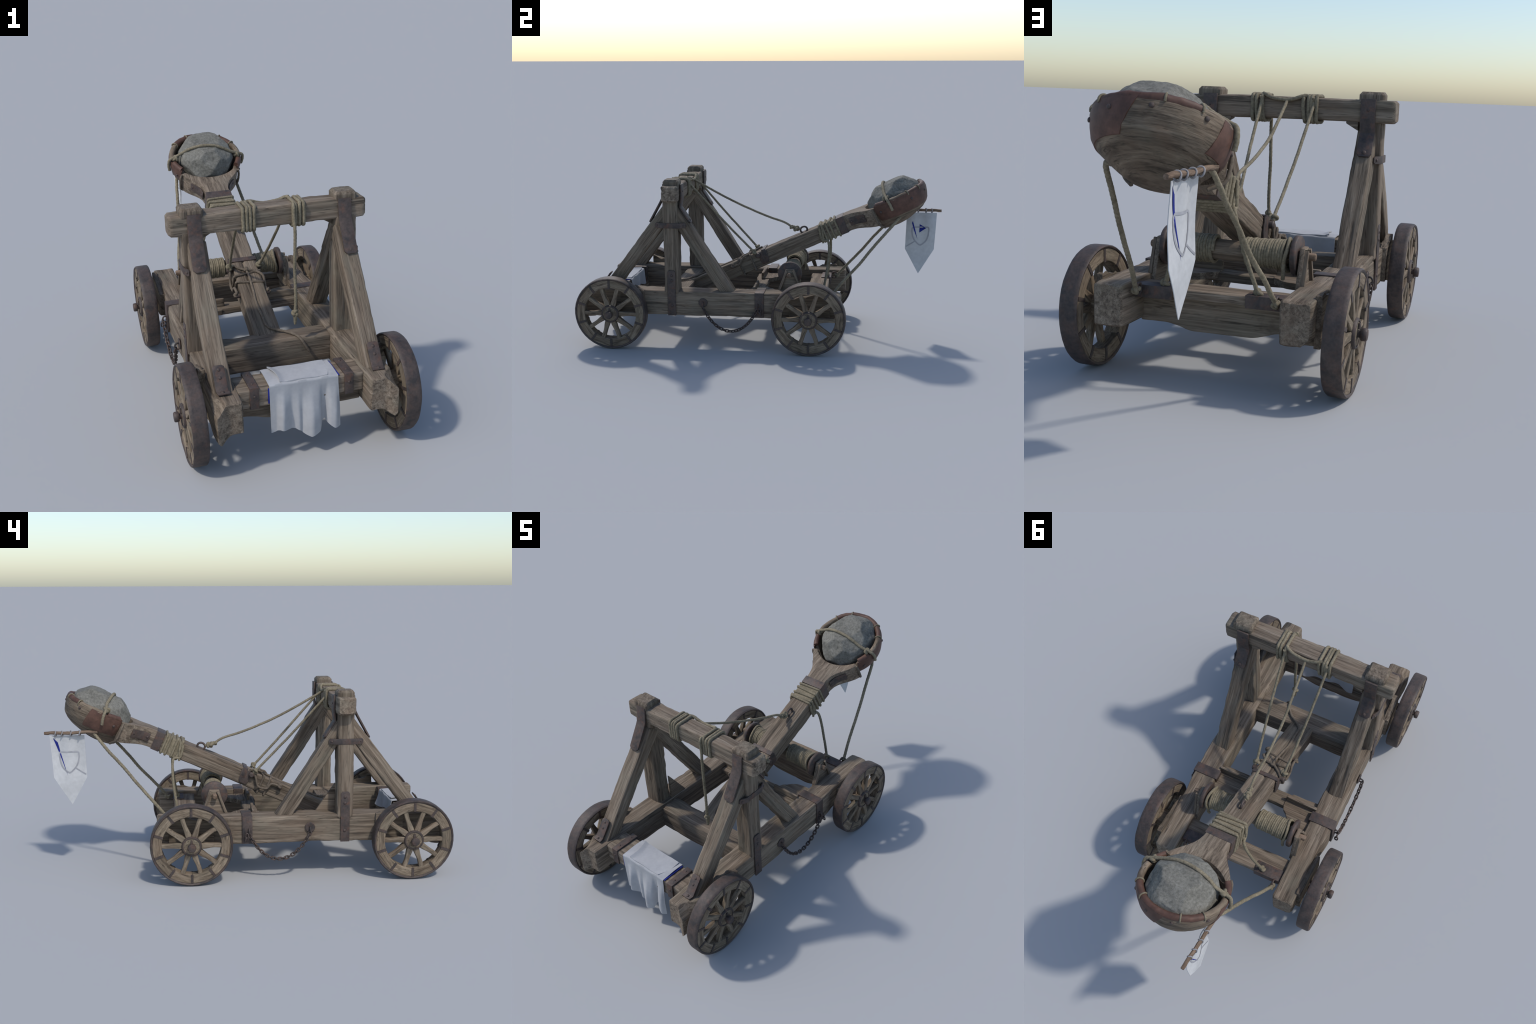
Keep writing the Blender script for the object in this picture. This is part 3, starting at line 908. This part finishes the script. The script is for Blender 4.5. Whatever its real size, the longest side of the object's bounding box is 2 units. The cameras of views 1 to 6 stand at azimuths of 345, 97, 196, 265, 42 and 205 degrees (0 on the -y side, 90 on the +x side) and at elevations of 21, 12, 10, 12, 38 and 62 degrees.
tie = [A(0.750, -0.192, -0.066), A(0.757, -0.197, -0.036), A(0.760, -0.192, -0.006), A(0.760, -0.174, 0.005)] + over + \
      [A(0.750, 0.174, 0.005), A(0.752, 0.192, -0.006), A(0.757, 0.197, -0.036), A(0.757, 0.192, -0.066)]
rope("tie_rope", tie, 0.0075, BOWL, seed=140, wob=0.0008)
knot(A(0.757, -0.160, 0.004), 0.013, BOWL, AU)
knot(A(0.747, 0.160, 0.004), 0.013, BOWL, AU)

# ------------------------------------------------------------------ ropes
def beam_loop(x, r, seed, skew=0.0):
    o = r * 0.7
    y0, y1, z0, z1 = -0.508 - o, -0.4205 + o, 0.814 - o, 0.900 + o
    c = 0.012
    P = [(x, y0, z0 + c), (x, y0, (z0 + z1) / 2), (x, y0, z1 - c), (x + skew, y0 + c, z1), (x + skew, (y0 + y1) / 2, z1), (x + skew, y1 - c, z1),
         (x + skew, y1, z1 - c), (x + skew, y1, (z0 + z1) / 2), (x, y1, z0 + c), (x, y1 - c, z0), (x, (y0 + y1) / 2, z0), (x, y0 + c, z0)]
    return rope("rope_lashing", P, r, BEAM, closed=True, seed=seed, wob=0.0012)
for k, (x, sk) in enumerate(((-0.114, 0.0), (-0.099, 0.004), (-0.084, 0.0), (-0.069, 0.006), (0.094, 0.006), (0.104, -0.004), (0.120, 0.003), (0.138, 0.0))):
    beam_loop(x, 0.0072, 150 + k, sk)
rope("hanging_rope", [(0.093, -0.512, 0.905), (0.093, -0.524, 0.890), (0.094, -0.525, 0.84), (0.095, -0.527, 0.78), (0.093, -0.525, 0.65), (0.094, -0.525, 0.53), (0.092, -0.525, 0.43)], 0.0065, BEAM, seed=160)
knot((0.092, -0.525, 0.432), 0.012, BEAM)
rope("rope_tail", [(0.092, -0.525, 0.428), (0.092, -0.524, 0.405), (0.091, -0.523, 0.380)], 0.0105, BEAM, seed=161, wob=0, taper=lambda t: 1.0 - 0.55 * t)
# swag along the beam and the rope to the eye bolt
rope("swag_rope", [(-0.075, -0.425, 0.906), (-0.055, -0.414, 0.902), (-0.03, -0.412, 0.893), (0.0, -0.411, 0.888), (0.03, -0.412, 0.890), (0.06, -0.414, 0.895), (0.088, -0.420, 0.906), (0.10, -0.43, 0.909)], 0.007, BEAM, seed=162)
he = A(0.222, 0.0, 0.011)
rope("hauling_rope", [(0.0, -0.414, 0.886), (-0.006, -0.30, 0.822), (-0.012, -0.19, 0.765), (-0.012, -0.092, 0.720), (-0.006, 0.02, 0.676), (0.0, 0.11, 0.648), tuple(he + np.array((0, -0.03, 0.004))), tuple(he + np.array((0, 0.004, 0.002)))], 0.0060, CAT, seed=163)
knot(tuple(he + np.array((0, -0.022, 0.004))), 0.014, CAT, (0, 1, -0.3))
knot(tuple(he + np.array((0, -0.048, 0.012))), 0.010, CAT, (0, 1, -0.3))
for s in (-1, 1):
    e = np.array((s * 0.071, -0.056, 0.484))
    t0 = np.array((s * 0.103, -0.412, 0.872))
    pts = [np.array((s * 0.103, -0.410, 0.900)), t0]
    for t in (0.25, 0.5, 0.75):
        p = t0 * (1 - t) + e * t
        p[2] -= 0.006 * math.sin(math.pi * t)
        p[0] += s * 0.004 * math.sin(math.pi * t)
        pts.append(p)
    pts.append(e)
    rope("side_rope", pts, 0.0060, CAT, seed=164 + s)
    knot(tuple(e), 0.0125, CAT, (s, 0.3, 0))
    # long back ropes: bowl to ring
    t0 = A(0.775, s * 0.130, -0.128)
    t1 = np.array((s * 0.228, 0.402, 0.292))
    pts = [t0, np.array((s * 0.150, 0.752, 0.706))]
    q0 = pts[-1]
    for t in (0.2, 0.4, 0.6, 0.8):
        pts.append(q0 * (1 - t) + t1 * t + rng.normal(0, 0.0025, 3))
    pts.append(t1)
    rope("back_rope", pts, 0.0078, CAT, seed=168 + s)
    knot(tuple(t1), 0.012, CAT, (0, 1, 0))
    # short ropes from the arm lashing to the rear beam
    pts = [A(0.335, s * 0.066, -0.02), A(0.325, s * 0.068, -0.085), (s * 0.076, 0.366, 0.555), (s * 0.099, 0.371, 0.480), (s * 0.128, 0.361, 0.385), (s * 0.154, 0.348, 0.306)]
    rope("short_rope", pts, 0.0068, CAT, seed=172 + s)
    knot((s * 0.154, 0.348, 0.306), 0.012, CAT)
    # loop hanging by the arm wrap
    rope("short_rope", [A(0.352, s * 0.067, -0.01), A(0.340, s * 0.070, -0.06), A(0.322, s * 0.068, -0.105)], 0.006, CAT, seed=176 + s)

# ------------------------------------------------------------------ wheels
R, XIN, XOUT = 0.200, 0.392, 0.449
XM, HWD = (XIN + XOUT) / 2, (XOUT - XIN) / 2
# tyre: flat iron hoop with softened edges
tp = [(0.190, -HWD - 0.001), (0.1955, -HWD - 0.0025), (0.1995, -HWD + 0.003), (0.2, -HWD + 0.012), (0.2, HWD - 0.012), (0.1995, HWD - 0.003), (0.1955, HWD + 0.0025), (0.190, HWD + 0.001), (0.1865, HWD - 0.004), (0.1865, -HWD + 0.004)]
_v, _f = lathe(tp, 44)
_a = np.arctan2(_v[:, 2], _v[:, 1])
_w = (vnoise(np.column_stack([np.cos(_a) * 4, np.sin(_a) * 4, _v[:, 0] * 20]), 4) - 0.5) * 0.003
_v[:, 0] += _w
TYRE = mesh_local("tyre", _v, _f, IRON_TYRE, 40)
# one felloe: arc block in its own frame, local X tangential
def felloe():
    nA, V = 13, []
    P, N, K = rounded_rect(0.046, 2 * HWD - 0.002, 0.005, 6)
    half = math.radians(17.6)
    for i in range(nA):
        a = -half + 2 * half * i / (nA - 1)
        for (q, x) in P:
            rr = 0.1665 + q
            V.append((x, rr * math.sin(a), rr * math.cos(a)))
    V = np.array(V)
    g = fbm(np.column_stack([V[:, 1] * 10, V[:, 0] * 60, V[:, 2] * 60]), 9, 3)
    V[:, 0] *= 1 - 0.10 * np.clip(0.5 - g, 0, 1)
    V[:, 2] += (g - 0.5) * 0.003
    F = grid_faces(nA, len(P))
    F += [tuple(range(len(P))), tuple((nA - 1) * len(P) + j for j in range(len(P)))]
    # local axes: X tangential
    V2 = np.column_stack([V[:, 1], V[:, 0], V[:, 2] - 0.1665])
    return mesh_local("felloe", V2, F, WOOD_WHEEL, 40)
FELLOE = felloe()
def joint_band():
    P = [(-0.0225, -HWD - 0.0012), (-0.0225, HWD + 0.0012), (0.0205, HWD + 0.0012), (0.0205, -HWD - 0.0012)]
    V = []
    for x in (-0.0062, 0.0062):
        for q, w in P:
            V.append((x, w, q))
    F = grid_faces(2, 4) + [(0, 1, 2, 3), (4, 5, 6, 7)]
    me = mesh_local("rim_band", V, F, IRON_TYRE, 40)
    return me
BAND = joint_band()
def spoke():
    n, V = 14, []
    for i in range(n):
        t = i / (n - 1)
        r = 0.036 + (0.150 - 0.036) * t
        wy = 0.0140 - 0.0035 * sstep(0.0, 0.8, t) + 0.0008 * math.sin(t * 9)
        wx = 0.0135 - 0.003 * t
        P, N, K = rounded_rect(2 * wy, 2 * wx, 0.004, 2)
        for a, b in P:
            V.append((r, a + 0.001 * math.sin(t * 7), b))
    V = np.array(V)
    m = len(P)
    F = grid_faces(n, m) + [tuple(range(m)), tuple((n - 1) * m + j for j in range(m))]
    return mesh_local("spoke", V, F, WOOD_WHEEL, 40)
SPOKE = spoke()
_v, _f = lathe([(1e-5, -0.036), (0.038, -0.036), (0.044, -0.028), (0.047, -0.010), (0.047, 0.012), (0.045, 0.026), (0.041, 0.033), (0.030, 0.035), (1e-5, 0.035)], 30, False)
HUB = mesh_local("hub", _v, _f, WOOD_WHEEL, 50)
_v, _f = lathe([(0.040, 0.018), (0.048, 0.018), (0.0495, 0.022), (0.0485, 0.032), (0.045, 0.036), (0.040, 0.036)], 30)
HUBRING = mesh_local("hub_ring", _v, _f, IRON_TYRE, 40)
_v, _f = lathe([(1e-5, -0.09), (0.020, -0.09), (0.020, -0.02), (0.0115, -0.02), (0.0115, 0.046), (0.019, 0.0465), (0.0205, 0.049), (0.0205, 0.0615), (0.0175, 0.0655), (1e-5, 0.0665)], 16, False)
AXLE = mesh_local("axle_end", _v, _f, IRON, 40)
WEDGE_V = np.array([(0.036, -0.006, 0.016), (0.036, 0.006, 0.016), (0.036, 0.004, 0.034), (0.036, -0.004, 0.034), (0.041, -0.006, 0.016), (0.041, 0.006, 0.016), (0.041, 0.004, 0.034), (0.041, -0.004, 0.034)])
WEDGE = mesh_local("linch_pin", WEDGE_V, [(0, 1, 2, 3), (4, 5, 6, 7), (0, 1, 5, 4), (1, 2, 6, 5), (2, 3, 7, 6), (3, 0, 4, 7)], IRON, 40)
for s in (-1, 1):
    for wy, wz, tilt in ((-0.800, 0.200, 0.0), (0.2865, 0.200, 0.0)):
        base = Matrix.Translation((s * XM, wy, wz)) @ (Matrix.Identity(4) if s > 0 else Matrix.Rotation(math.pi, 4, 'Z'))
        base = base @ Matrix.Rotation(math.radians(1.2), 4, 'Y')
        WH = empty("wheel", CAT, base)
        place("tyre", TYRE, WH, base @ Matrix.Rotation(rng.uniform(0, 6), 4, 'X'))
        place("hub", HUB, WH, base)
        place("hub_ring", HUBRING, WH, base)
        place("axle_end", AXLE, WH, base)
        place("linch_pin", WEDGE, WH, base)
        for k in range(10):
            a = math.radians(36 * k)
            # felloe centred between two joints, local X tangential, local Z radial
            am = a + math.radians(18)
            rad = Vector((0, math.sin(am), math.cos(am)))
            tan = Vector((0, math.cos(am), -math.sin(am)))
            ax = rad.cross(tan)
            Mf = Matrix(((tan.x, ax.x, rad.x, rad.x * 0.1665), (tan.y, ax.y, rad.y, rad.y * 0.1665), (tan.z, ax.z, rad.z, rad.z * 0.1665), (0, 0, 0, 1)))
            place("felloe", FELLOE, WH, base @ Mf @ Matrix.Rotation(rng.normal(0, 0.006), 4, 'Y'))
            Ms = Matrix(((rad.x, tan.x, ax.x, 0), (rad.y, tan.y, ax.y, 0), (rad.z, tan.z, ax.z, 0), (0, 0, 0, 1)))
            Ms = Matrix(((rad.x, tan.x, -ax.x, 0), (rad.y, tan.y, -ax.y, 0), (rad.z, tan.z, -ax.z, 0), (0, 0, 0, 1)))
            place("spoke", SPOKE, WH, base @ Matrix.Translation((0.013, 0, 0)) @ Matrix.Rotation(rng.normal(0, 0.014), 4, 'X') @ Ms)
            rad = Vector((0, math.sin(a), math.cos(a)))
            tan = Vector((0, math.cos(a), -math.sin(a)))
            ax = rad.cross(tan)
            Mj = Matrix(((tan.x, ax.x, rad.x, rad.x * 0.1665), (tan.y, ax.y, rad.y, rad.y * 0.1665), (tan.z, ax.z, rad.z, rad.z * 0.1665), (0, 0, 0, 1)))
            place("rim_band", BAND, WH, base @ Mj)

# ------------------------------------------------------------------ chains on both sides
lk = []
for t in np.linspace(0, 2 * math.pi, 22, endpoint=False):
    cx = 0.0068 * math.copysign(abs(math.cos(t)) ** 0.9, math.cos(t)) + (0.0045 if math.cos(t) > 0 else -0.0045)
    lk.append((cx, 0.0072 * math.sin(t), 0))
_v, _f = tube_mesh(np.array(lk), 0.0033, True, 0, nseg=7)
LINK = mesh_local("chain_link", _v, _f, IRON_CHAIN, 60)
for s in (-1, 1):
    CH = empty("chain", CAT, Matrix.Translation((s * 0.38, -0.15, 0.2)))
    # eyes
    for y, z in ((-0.298, 0.250), (0.004, 0.248)):
        if y < -0.1:
            V, F = lathe(disc_profile(0.026, -0.002, 0.004, 0.002), 9, False)
            M = Matrix.Translation((s * 0.364, y, z + 0.006)) @ (Matrix.Identity(4) if s > 0 else Matrix.Rotation(math.pi, 4, 'Z'))
            add("eye_plate", to_world(M, V), F, IRON_CHAIN, CH, M, 40)
        a = np.linspace(0, 2 * math.pi, 18, endpoint=False)
        P = np.array([(s * (0.374 + 0.012 * math.cos(t)), y, z - 0.004 + 0.014 * math.sin(t)) for t in a])
        V, F = tube_mesh(catmull(P, 0.003, True), 0.004, True, 0, nseg=7)
        add("chain_eye", V, F, IRON_CHAIN, CH, Matrix.Translation((s * 0.374, y, z)), 60)
    # slack curve between the eyes
    t = np.linspace(0, 1, 200)
    y = -0.298 + 0.302 * t
    sag = 0.132 * (np.cosh(1.5 * (2 * t - 1)) - np.cosh(1.5)) / (1 - np.cosh(1.5))
    z = 0.236 - 0.004 * t - sag
    P = np.column_stack([np.full(200, s * 0.383) - s * 0.008 * np.sin(math.pi * t), y, z])
    d = np.concatenate([[0], np.cumsum(np.linalg.norm(np.diff(P, axis=0), axis=1))])
    nlk = int(d[-1] / 0.0165)
    for i in range(nlk):
        dd = (i + 0.5) * d[-1] / nlk
        p = np.array([np.interp(dd, d, P[:, q]) for q in range(3)])
        q = np.array([np.interp(dd + 0.003, d, P[:, r]) for r in range(3)])
        M = frame(p, q - p, (s, 0, 0)) @ Matrix.Rotation(math.radians((90 if i % 2 else 0) + 35 + rng.normal(0, 9)), 4, 'X')
        place("chain_link", LINK, CH, M)
    # spare end hanging from the rear eye
    for i in range(2):
        M = frame((s * (0.386), 0.016 + 0.006 * i, 0.226 - 0.016 * i), (0, 0.2, -1), (s, 0, 0)) @ Matrix.Rotation(1.57 * (i % 2), 4, 'X')
        place("chain_link", LINK, CH, M)

# ------------------------------------------------------------------ banner
r0, r1 = np.array((-0.156, 0.735, 0.716)), np.array((-0.131, 0.999, 0.7085))
rodp = [r0 * (1 - t) + r1 * t + np.array((0, 0, 0.0015 * math.sin(9 * t))) for t in np.linspace(0, 1, 8)]
P = catmull(rodp, 0.006)
V, F = tube_mesh(P, 0.0082, False, 0, nseg=9)
V = V + (vnoise(V * 60, 4)[:, None] - 0.5) * 0.003
BAN = add("banner_rod", V, F, WOOD_END, CAT, frame(r0, r1 - r0, (0, 0, 1)), 60)

def flag_x(y, z):
    return -0.1275 + 0.025 * (0.70 - np.asarray(z)) + 0.004 * np.sin(np.asarray(y) * 62) * (np.asarray(z) > 0.36) * sstep(0.40, 0.66, z) + 0.003 * np.sin(np.asarray(z) * 24)
ny, nzr = 28, 46
V = []
for j in range(nzr):
    t = j / (nzr - 1)
    z = 0.697 + (0.343 - 0.697) * t
    # outline: nearly straight sides to z .485, then a point
    if z > 0.484:
        k = (0.697 - z) / (0.697 - 0.484)
        ya, yb = 0.804 - 0.006 * k, 0.974 - 0.011 * k
    else:
        k = (0.484 - z) / (0.484 - 0.343)
        ya, yb = 0.798 * (1 - k) + 0.876 * k, 0.963 * (1 - k) + 0.878 * k
    for i in range(ny):
        y = ya + (yb - ya) * i / (ny - 1)
        V.append((float(flag_x(y, z)), y, z))
n0 = len(V)
V = V + [(x - 0.0022, y, z) for x, y, z in V]
g = grid_faces(nzr, ny, False)
F = g + [tuple(i + n0 for i in f[::-1]) for f in g]
edge = [i for i in range(ny)] + [(j + 1) * ny - 1 for j in range(1, nzr)] + [(nzr - 1) * ny + i for i in range(ny - 2, -1, -1)] + [j * ny for j in range(nzr - 2, 0, -1)]
for a, b in zip(edge, edge[1:] + edge[:1]):
    F.append((a, b, b + n0, a + n0))
BANNER = add("banner", np.array(V), F, FLAG, BAN, Matrix.Translation((-0.135, 0.88, 0.55)), 50)

def mark(name, pts, mat, side, closed=False, width=None):
    """dyed mark lying just proud of the banner: a filled polygon, or a band of given width along pts (y, z)"""
    off = 0.0012 if side > 0 else -0.0034
    if width is None:
        n = len(pts)
        ctr = np.mean(pts, 0)
        ring = []
        # subdivide the outline so that it follows the folds
        for k in range(n):
            p, q = np.array(pts[k]), np.array(pts[(k + 1) % n])
            for t in np.linspace(0, 1, 7)[:-1]:
                ring.append(p * (1 - t) + q * t)
        m = len(ring)
        rows = [[ctr * (1 - f) + r * f for r in ring] for f in (0.02, 0.35, 0.7, 1.0)]
        L = [pt for row in rows for pt in row]
        F = grid_faces(4, m) + [tuple(range(m))]
    else:
        P = catmull(np.array([(0, p[0], p[1]) for p in pts]), 0.006, closed)[:, 1:]
        T = np.roll(P, -1, 0) - np.roll(P, 1, 0) if closed else np.gradient(P, axis=0)
        T /= np.linalg.norm(T, axis=1)[:, None]
        N = np.column_stack([-T[:, 1], T[:, 0]])
        L = []
        for p, q in zip(P, N):
            L += [p - q * width / 2, p + q * width / 2]
        m = len(P)
        F = [(2 * i, 2 * i + 1, 2 * ((i + 1) % m) + 1, 2 * ((i + 1) % m)) for i in range(m if closed else m - 1)]
    L = np.array(L)
    X = flag_x(L[:, 0], L[:, 1])
    V = np.column_stack([X + off, L])
    V2 = V - np.array((0.0004 if side > 0 else -0.0004, 0, 0))
    n1 = len(V)
    add(name, np.vstack([V, V2]), F + [tuple(i + n1 for i in f[::-1]) for f in F], mat, BAN, Matrix.Translation((-0.135, 0.88, 0.55)), 50)
shield = [(0.928, 0.612), (0.905, 0.613), (0.86, 0.613), (0.838, 0.610), (0.836, 0.580), (0.846, 0.545), (0.866, 0.520), (0.884, 0.508), (0.905, 0.522), (0.921, 0.545), (0.929, 0.580)]
for side in (-1, 1):
    mark("shield_mark", shield, GREY_DYE, side, True, 0.0075)
    mark("shield_mark", [(0.855, 0.532), (0.83, 0.515), (0.803, 0.498)], GREY_DYE, side, False, 0.006)
mark("blue_mark", [(0.958, 0.685), (0.936, 0.662), (0.922, 0.60), (0.893, 0.493), (0.932, 0.610)], BLUE, -1)
mark("blue_mark", [(0.839, 0.649), (0.834, 0.637), (0.845, 0.60), (0.867, 0.544), (0.853, 0.60)], BLUE, 1)
mark("blue_mark", [(0.878, 0.630), (0.916, 0.609), (0.877, 0.581)], BLUE, 1)
for y in (0.825, 0.868, 0.912, 0.945):
    tt = (y - r0[1]) / (r1[1] - r0[1])
    c0 = r0 * (1 - tt) + r1 * tt
    a = np.linspace(0, 2 * math.pi, 18, endpoint=False)
    P = np.array([c0 + np.array((0.0098 * math.cos(t), 0.003 * math.sin(2 * t), 0.0125 * math.sin(t) - 0.003)) for t in a])
    V, F = tube_mesh(P, 0.0030, True, 0, nseg=8)
    add("banner_loop", V, F, THREAD, BAN, Matrix.Translation(Vector(c0)), 60)

# ------------------------------------------------------------------ draped cloth (lies over the front beam)
# hem length and fold depth across the front, left to right
FX = np.array((0.0, 0.16, 0.27, 0.35, 0.42, 0.59, 0.69, 0.735, 0.84, 0.86, 0.935, 1.0))
HANG = np.array((0.206, 0.191, 0.197, 0.199, 0.210, 0.235, 0.223, 0.190, 0.182, 0.193, 0.217, 0.216))
fk = np.interp(np.linspace(0, 1, 201), (0, 0.10, 0.20, 0.31, 0.40, 0.48, 0.60, 0.70, 0.75, 0.84, 0.88, 0.95, 1), (0.000, 0.002, 0.016, -0.001, 0.009, 0.004, 0.022, 0.012, -0.004, -0.006, 0.012, 0.017, 0.006))
kern = np.ones(9) / 9
FOLD = np.convolve(np.pad(fk, 4, mode='edge') * 1.5, kern, 'valid')
nxc, ns = 130, 90
zt = 0.3195
path_len = [0.085, 0.136, 0.232]      # back hang, top, front hang
tot = sum(path_len)
V = []
for j in range(ns):
    s_ = tot * j / (ns - 1)
    for i in range(nxc):
        f = i / (nxc - 1)
        x = -0.131 + 0.276 * f
        ph = f * 2 * math.pi
        if s_ < path_len[0]:
            q = 1 - s_ / path_len[0]
            hang = q * (0.075 + 0.012 * math.sin(ph * 1.3 + 1))
            y = -0.7625 + q * (0.004 + 0.008 * math.sin(ph * 2.2 + 0.6) + 0.012 * sstep(0.8, 1.0, f) * q)
            z = zt - hang
        elif s_ < path_len[0] + path_len[1]:
            q = (s_ - path_len[0]) / path_len[1]
            y = -0.7625 - 0.1305 * q
            z = zt + 0.0015 * math.sin(ph * 3 + q * 5) + 0.002 * math.sin(q * 3.14)
        else:
            q = (s_ - path_len[0] - path_len[1]) / path_len[2]
            ln = np.interp(f, FX, HANG)
            fold = np.interp(f, np.linspace(0, 1, 201), FOLD)
            y = -0.8920 + q * 0.003 - sstep(0.02, 0.75, q) * fold
            z = zt - q * ln
            x += 0.006 * q * math.sin(ph * 3 + 1)
        V.append((x, float(y), float(z)))
V = np.array(V)
n0 = len(V)
# thickness by offsetting along the surface normal
G = V.reshape(ns, nxc, 3)
du = np.gradient(G, axis=1); dv = np.gradient(G, axis=0)
N = np.cross(du, dv); N /= np.linalg.norm(N, axis=2)[:, :, None] + 1e-12
if N[ns // 3, nxc // 2, 2] < 0:
    N = -N
V2 = (G + N * 0.003).reshape(-1, 3)
g = grid_faces(ns, nxc, False)
F = g + [tuple(i + n0 for i in f[::-1]) for f in g]
edge = [i for i in range(nxc)] + [(j + 1) * nxc - 1 for j in range(1, ns)] + [(ns - 1) * nxc + i for i in range(nxc - 2, -1, -1)] + [j * nxc for j in range(ns - 2, 0, -1)]
for a, b in zip(edge, edge[1:] + edge[:1]):
    F.append((a, b, b + n0, a + n0))
CL = add("draped_cloth", np.vstack([V, V2]), F, CLOTH, None, Matrix.Translation((0.007, -0.83, 0.325)), 60)
CL["label"] = "plain white linen cloth draped over the front beam"
CL["category"] = "cloth"
# turned-over fold lying on top
nf = 24
V = []
for j in range(nf):
    q = j / (nf - 1)
    for i in range(nf):
        f = i / (nf - 1)
        x0, x1 = -0.104 + 0.016 * q, 0.124 - 0.02 * q
        x = x0 + (x1 - x0) * f + 0.010 * math.sin(q * 3.1)
        edge_r = 0.008 * float(sstep(0.10, 0.0, f)) * (1 - 0.3 * q)
        V.append((x, -0.766 - 0.121 * q, zt + 0.0075 + edge_r + 0.0015 * math.sin(9 * f + 4 * q)))
V = np.array(V)
n0 = len(V)
g = grid_faces(nf, nf, False)
V2 = V - np.array((0, 0, 0.0055))
F = g + [tuple(i + n0 for i in f[::-1]) for f in g]
edge = [i for i in range(nf)] + [(j + 1) * nf - 1 for j in range(1, nf)] + [(nf - 1) * nf + i for i in range(nf - 2, -1, -1)] + [j * nf for j in range(nf - 2, 0, -1)]
for a, b in zip(edge, edge[1:] + edge[:1]):
    F.append((a, b, b + n0, a + n0))
add("cloth_fold", np.vstack([V, V2]), F, CLOTH, CL, Matrix.Translation((0.007, -0.83, 0.325)), 60)

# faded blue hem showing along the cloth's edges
ribbon("cloth_hem", [(0.1475, -0.768, 0.3165), (0.1475, -0.8885, 0.3165)], (1, 0, 0), 0.009, 0.003, (0, 0, 1), BLUE, CL, bevel=0.0005)
ribbon("cloth_hem", [(-0.1325, -0.8895, 0.310), (-0.1325, -0.8895, 0.245)], (1, 0, 0), 0.007, 0.003, (0, -1, 0), BLUE, CL, bevel=0.0005)
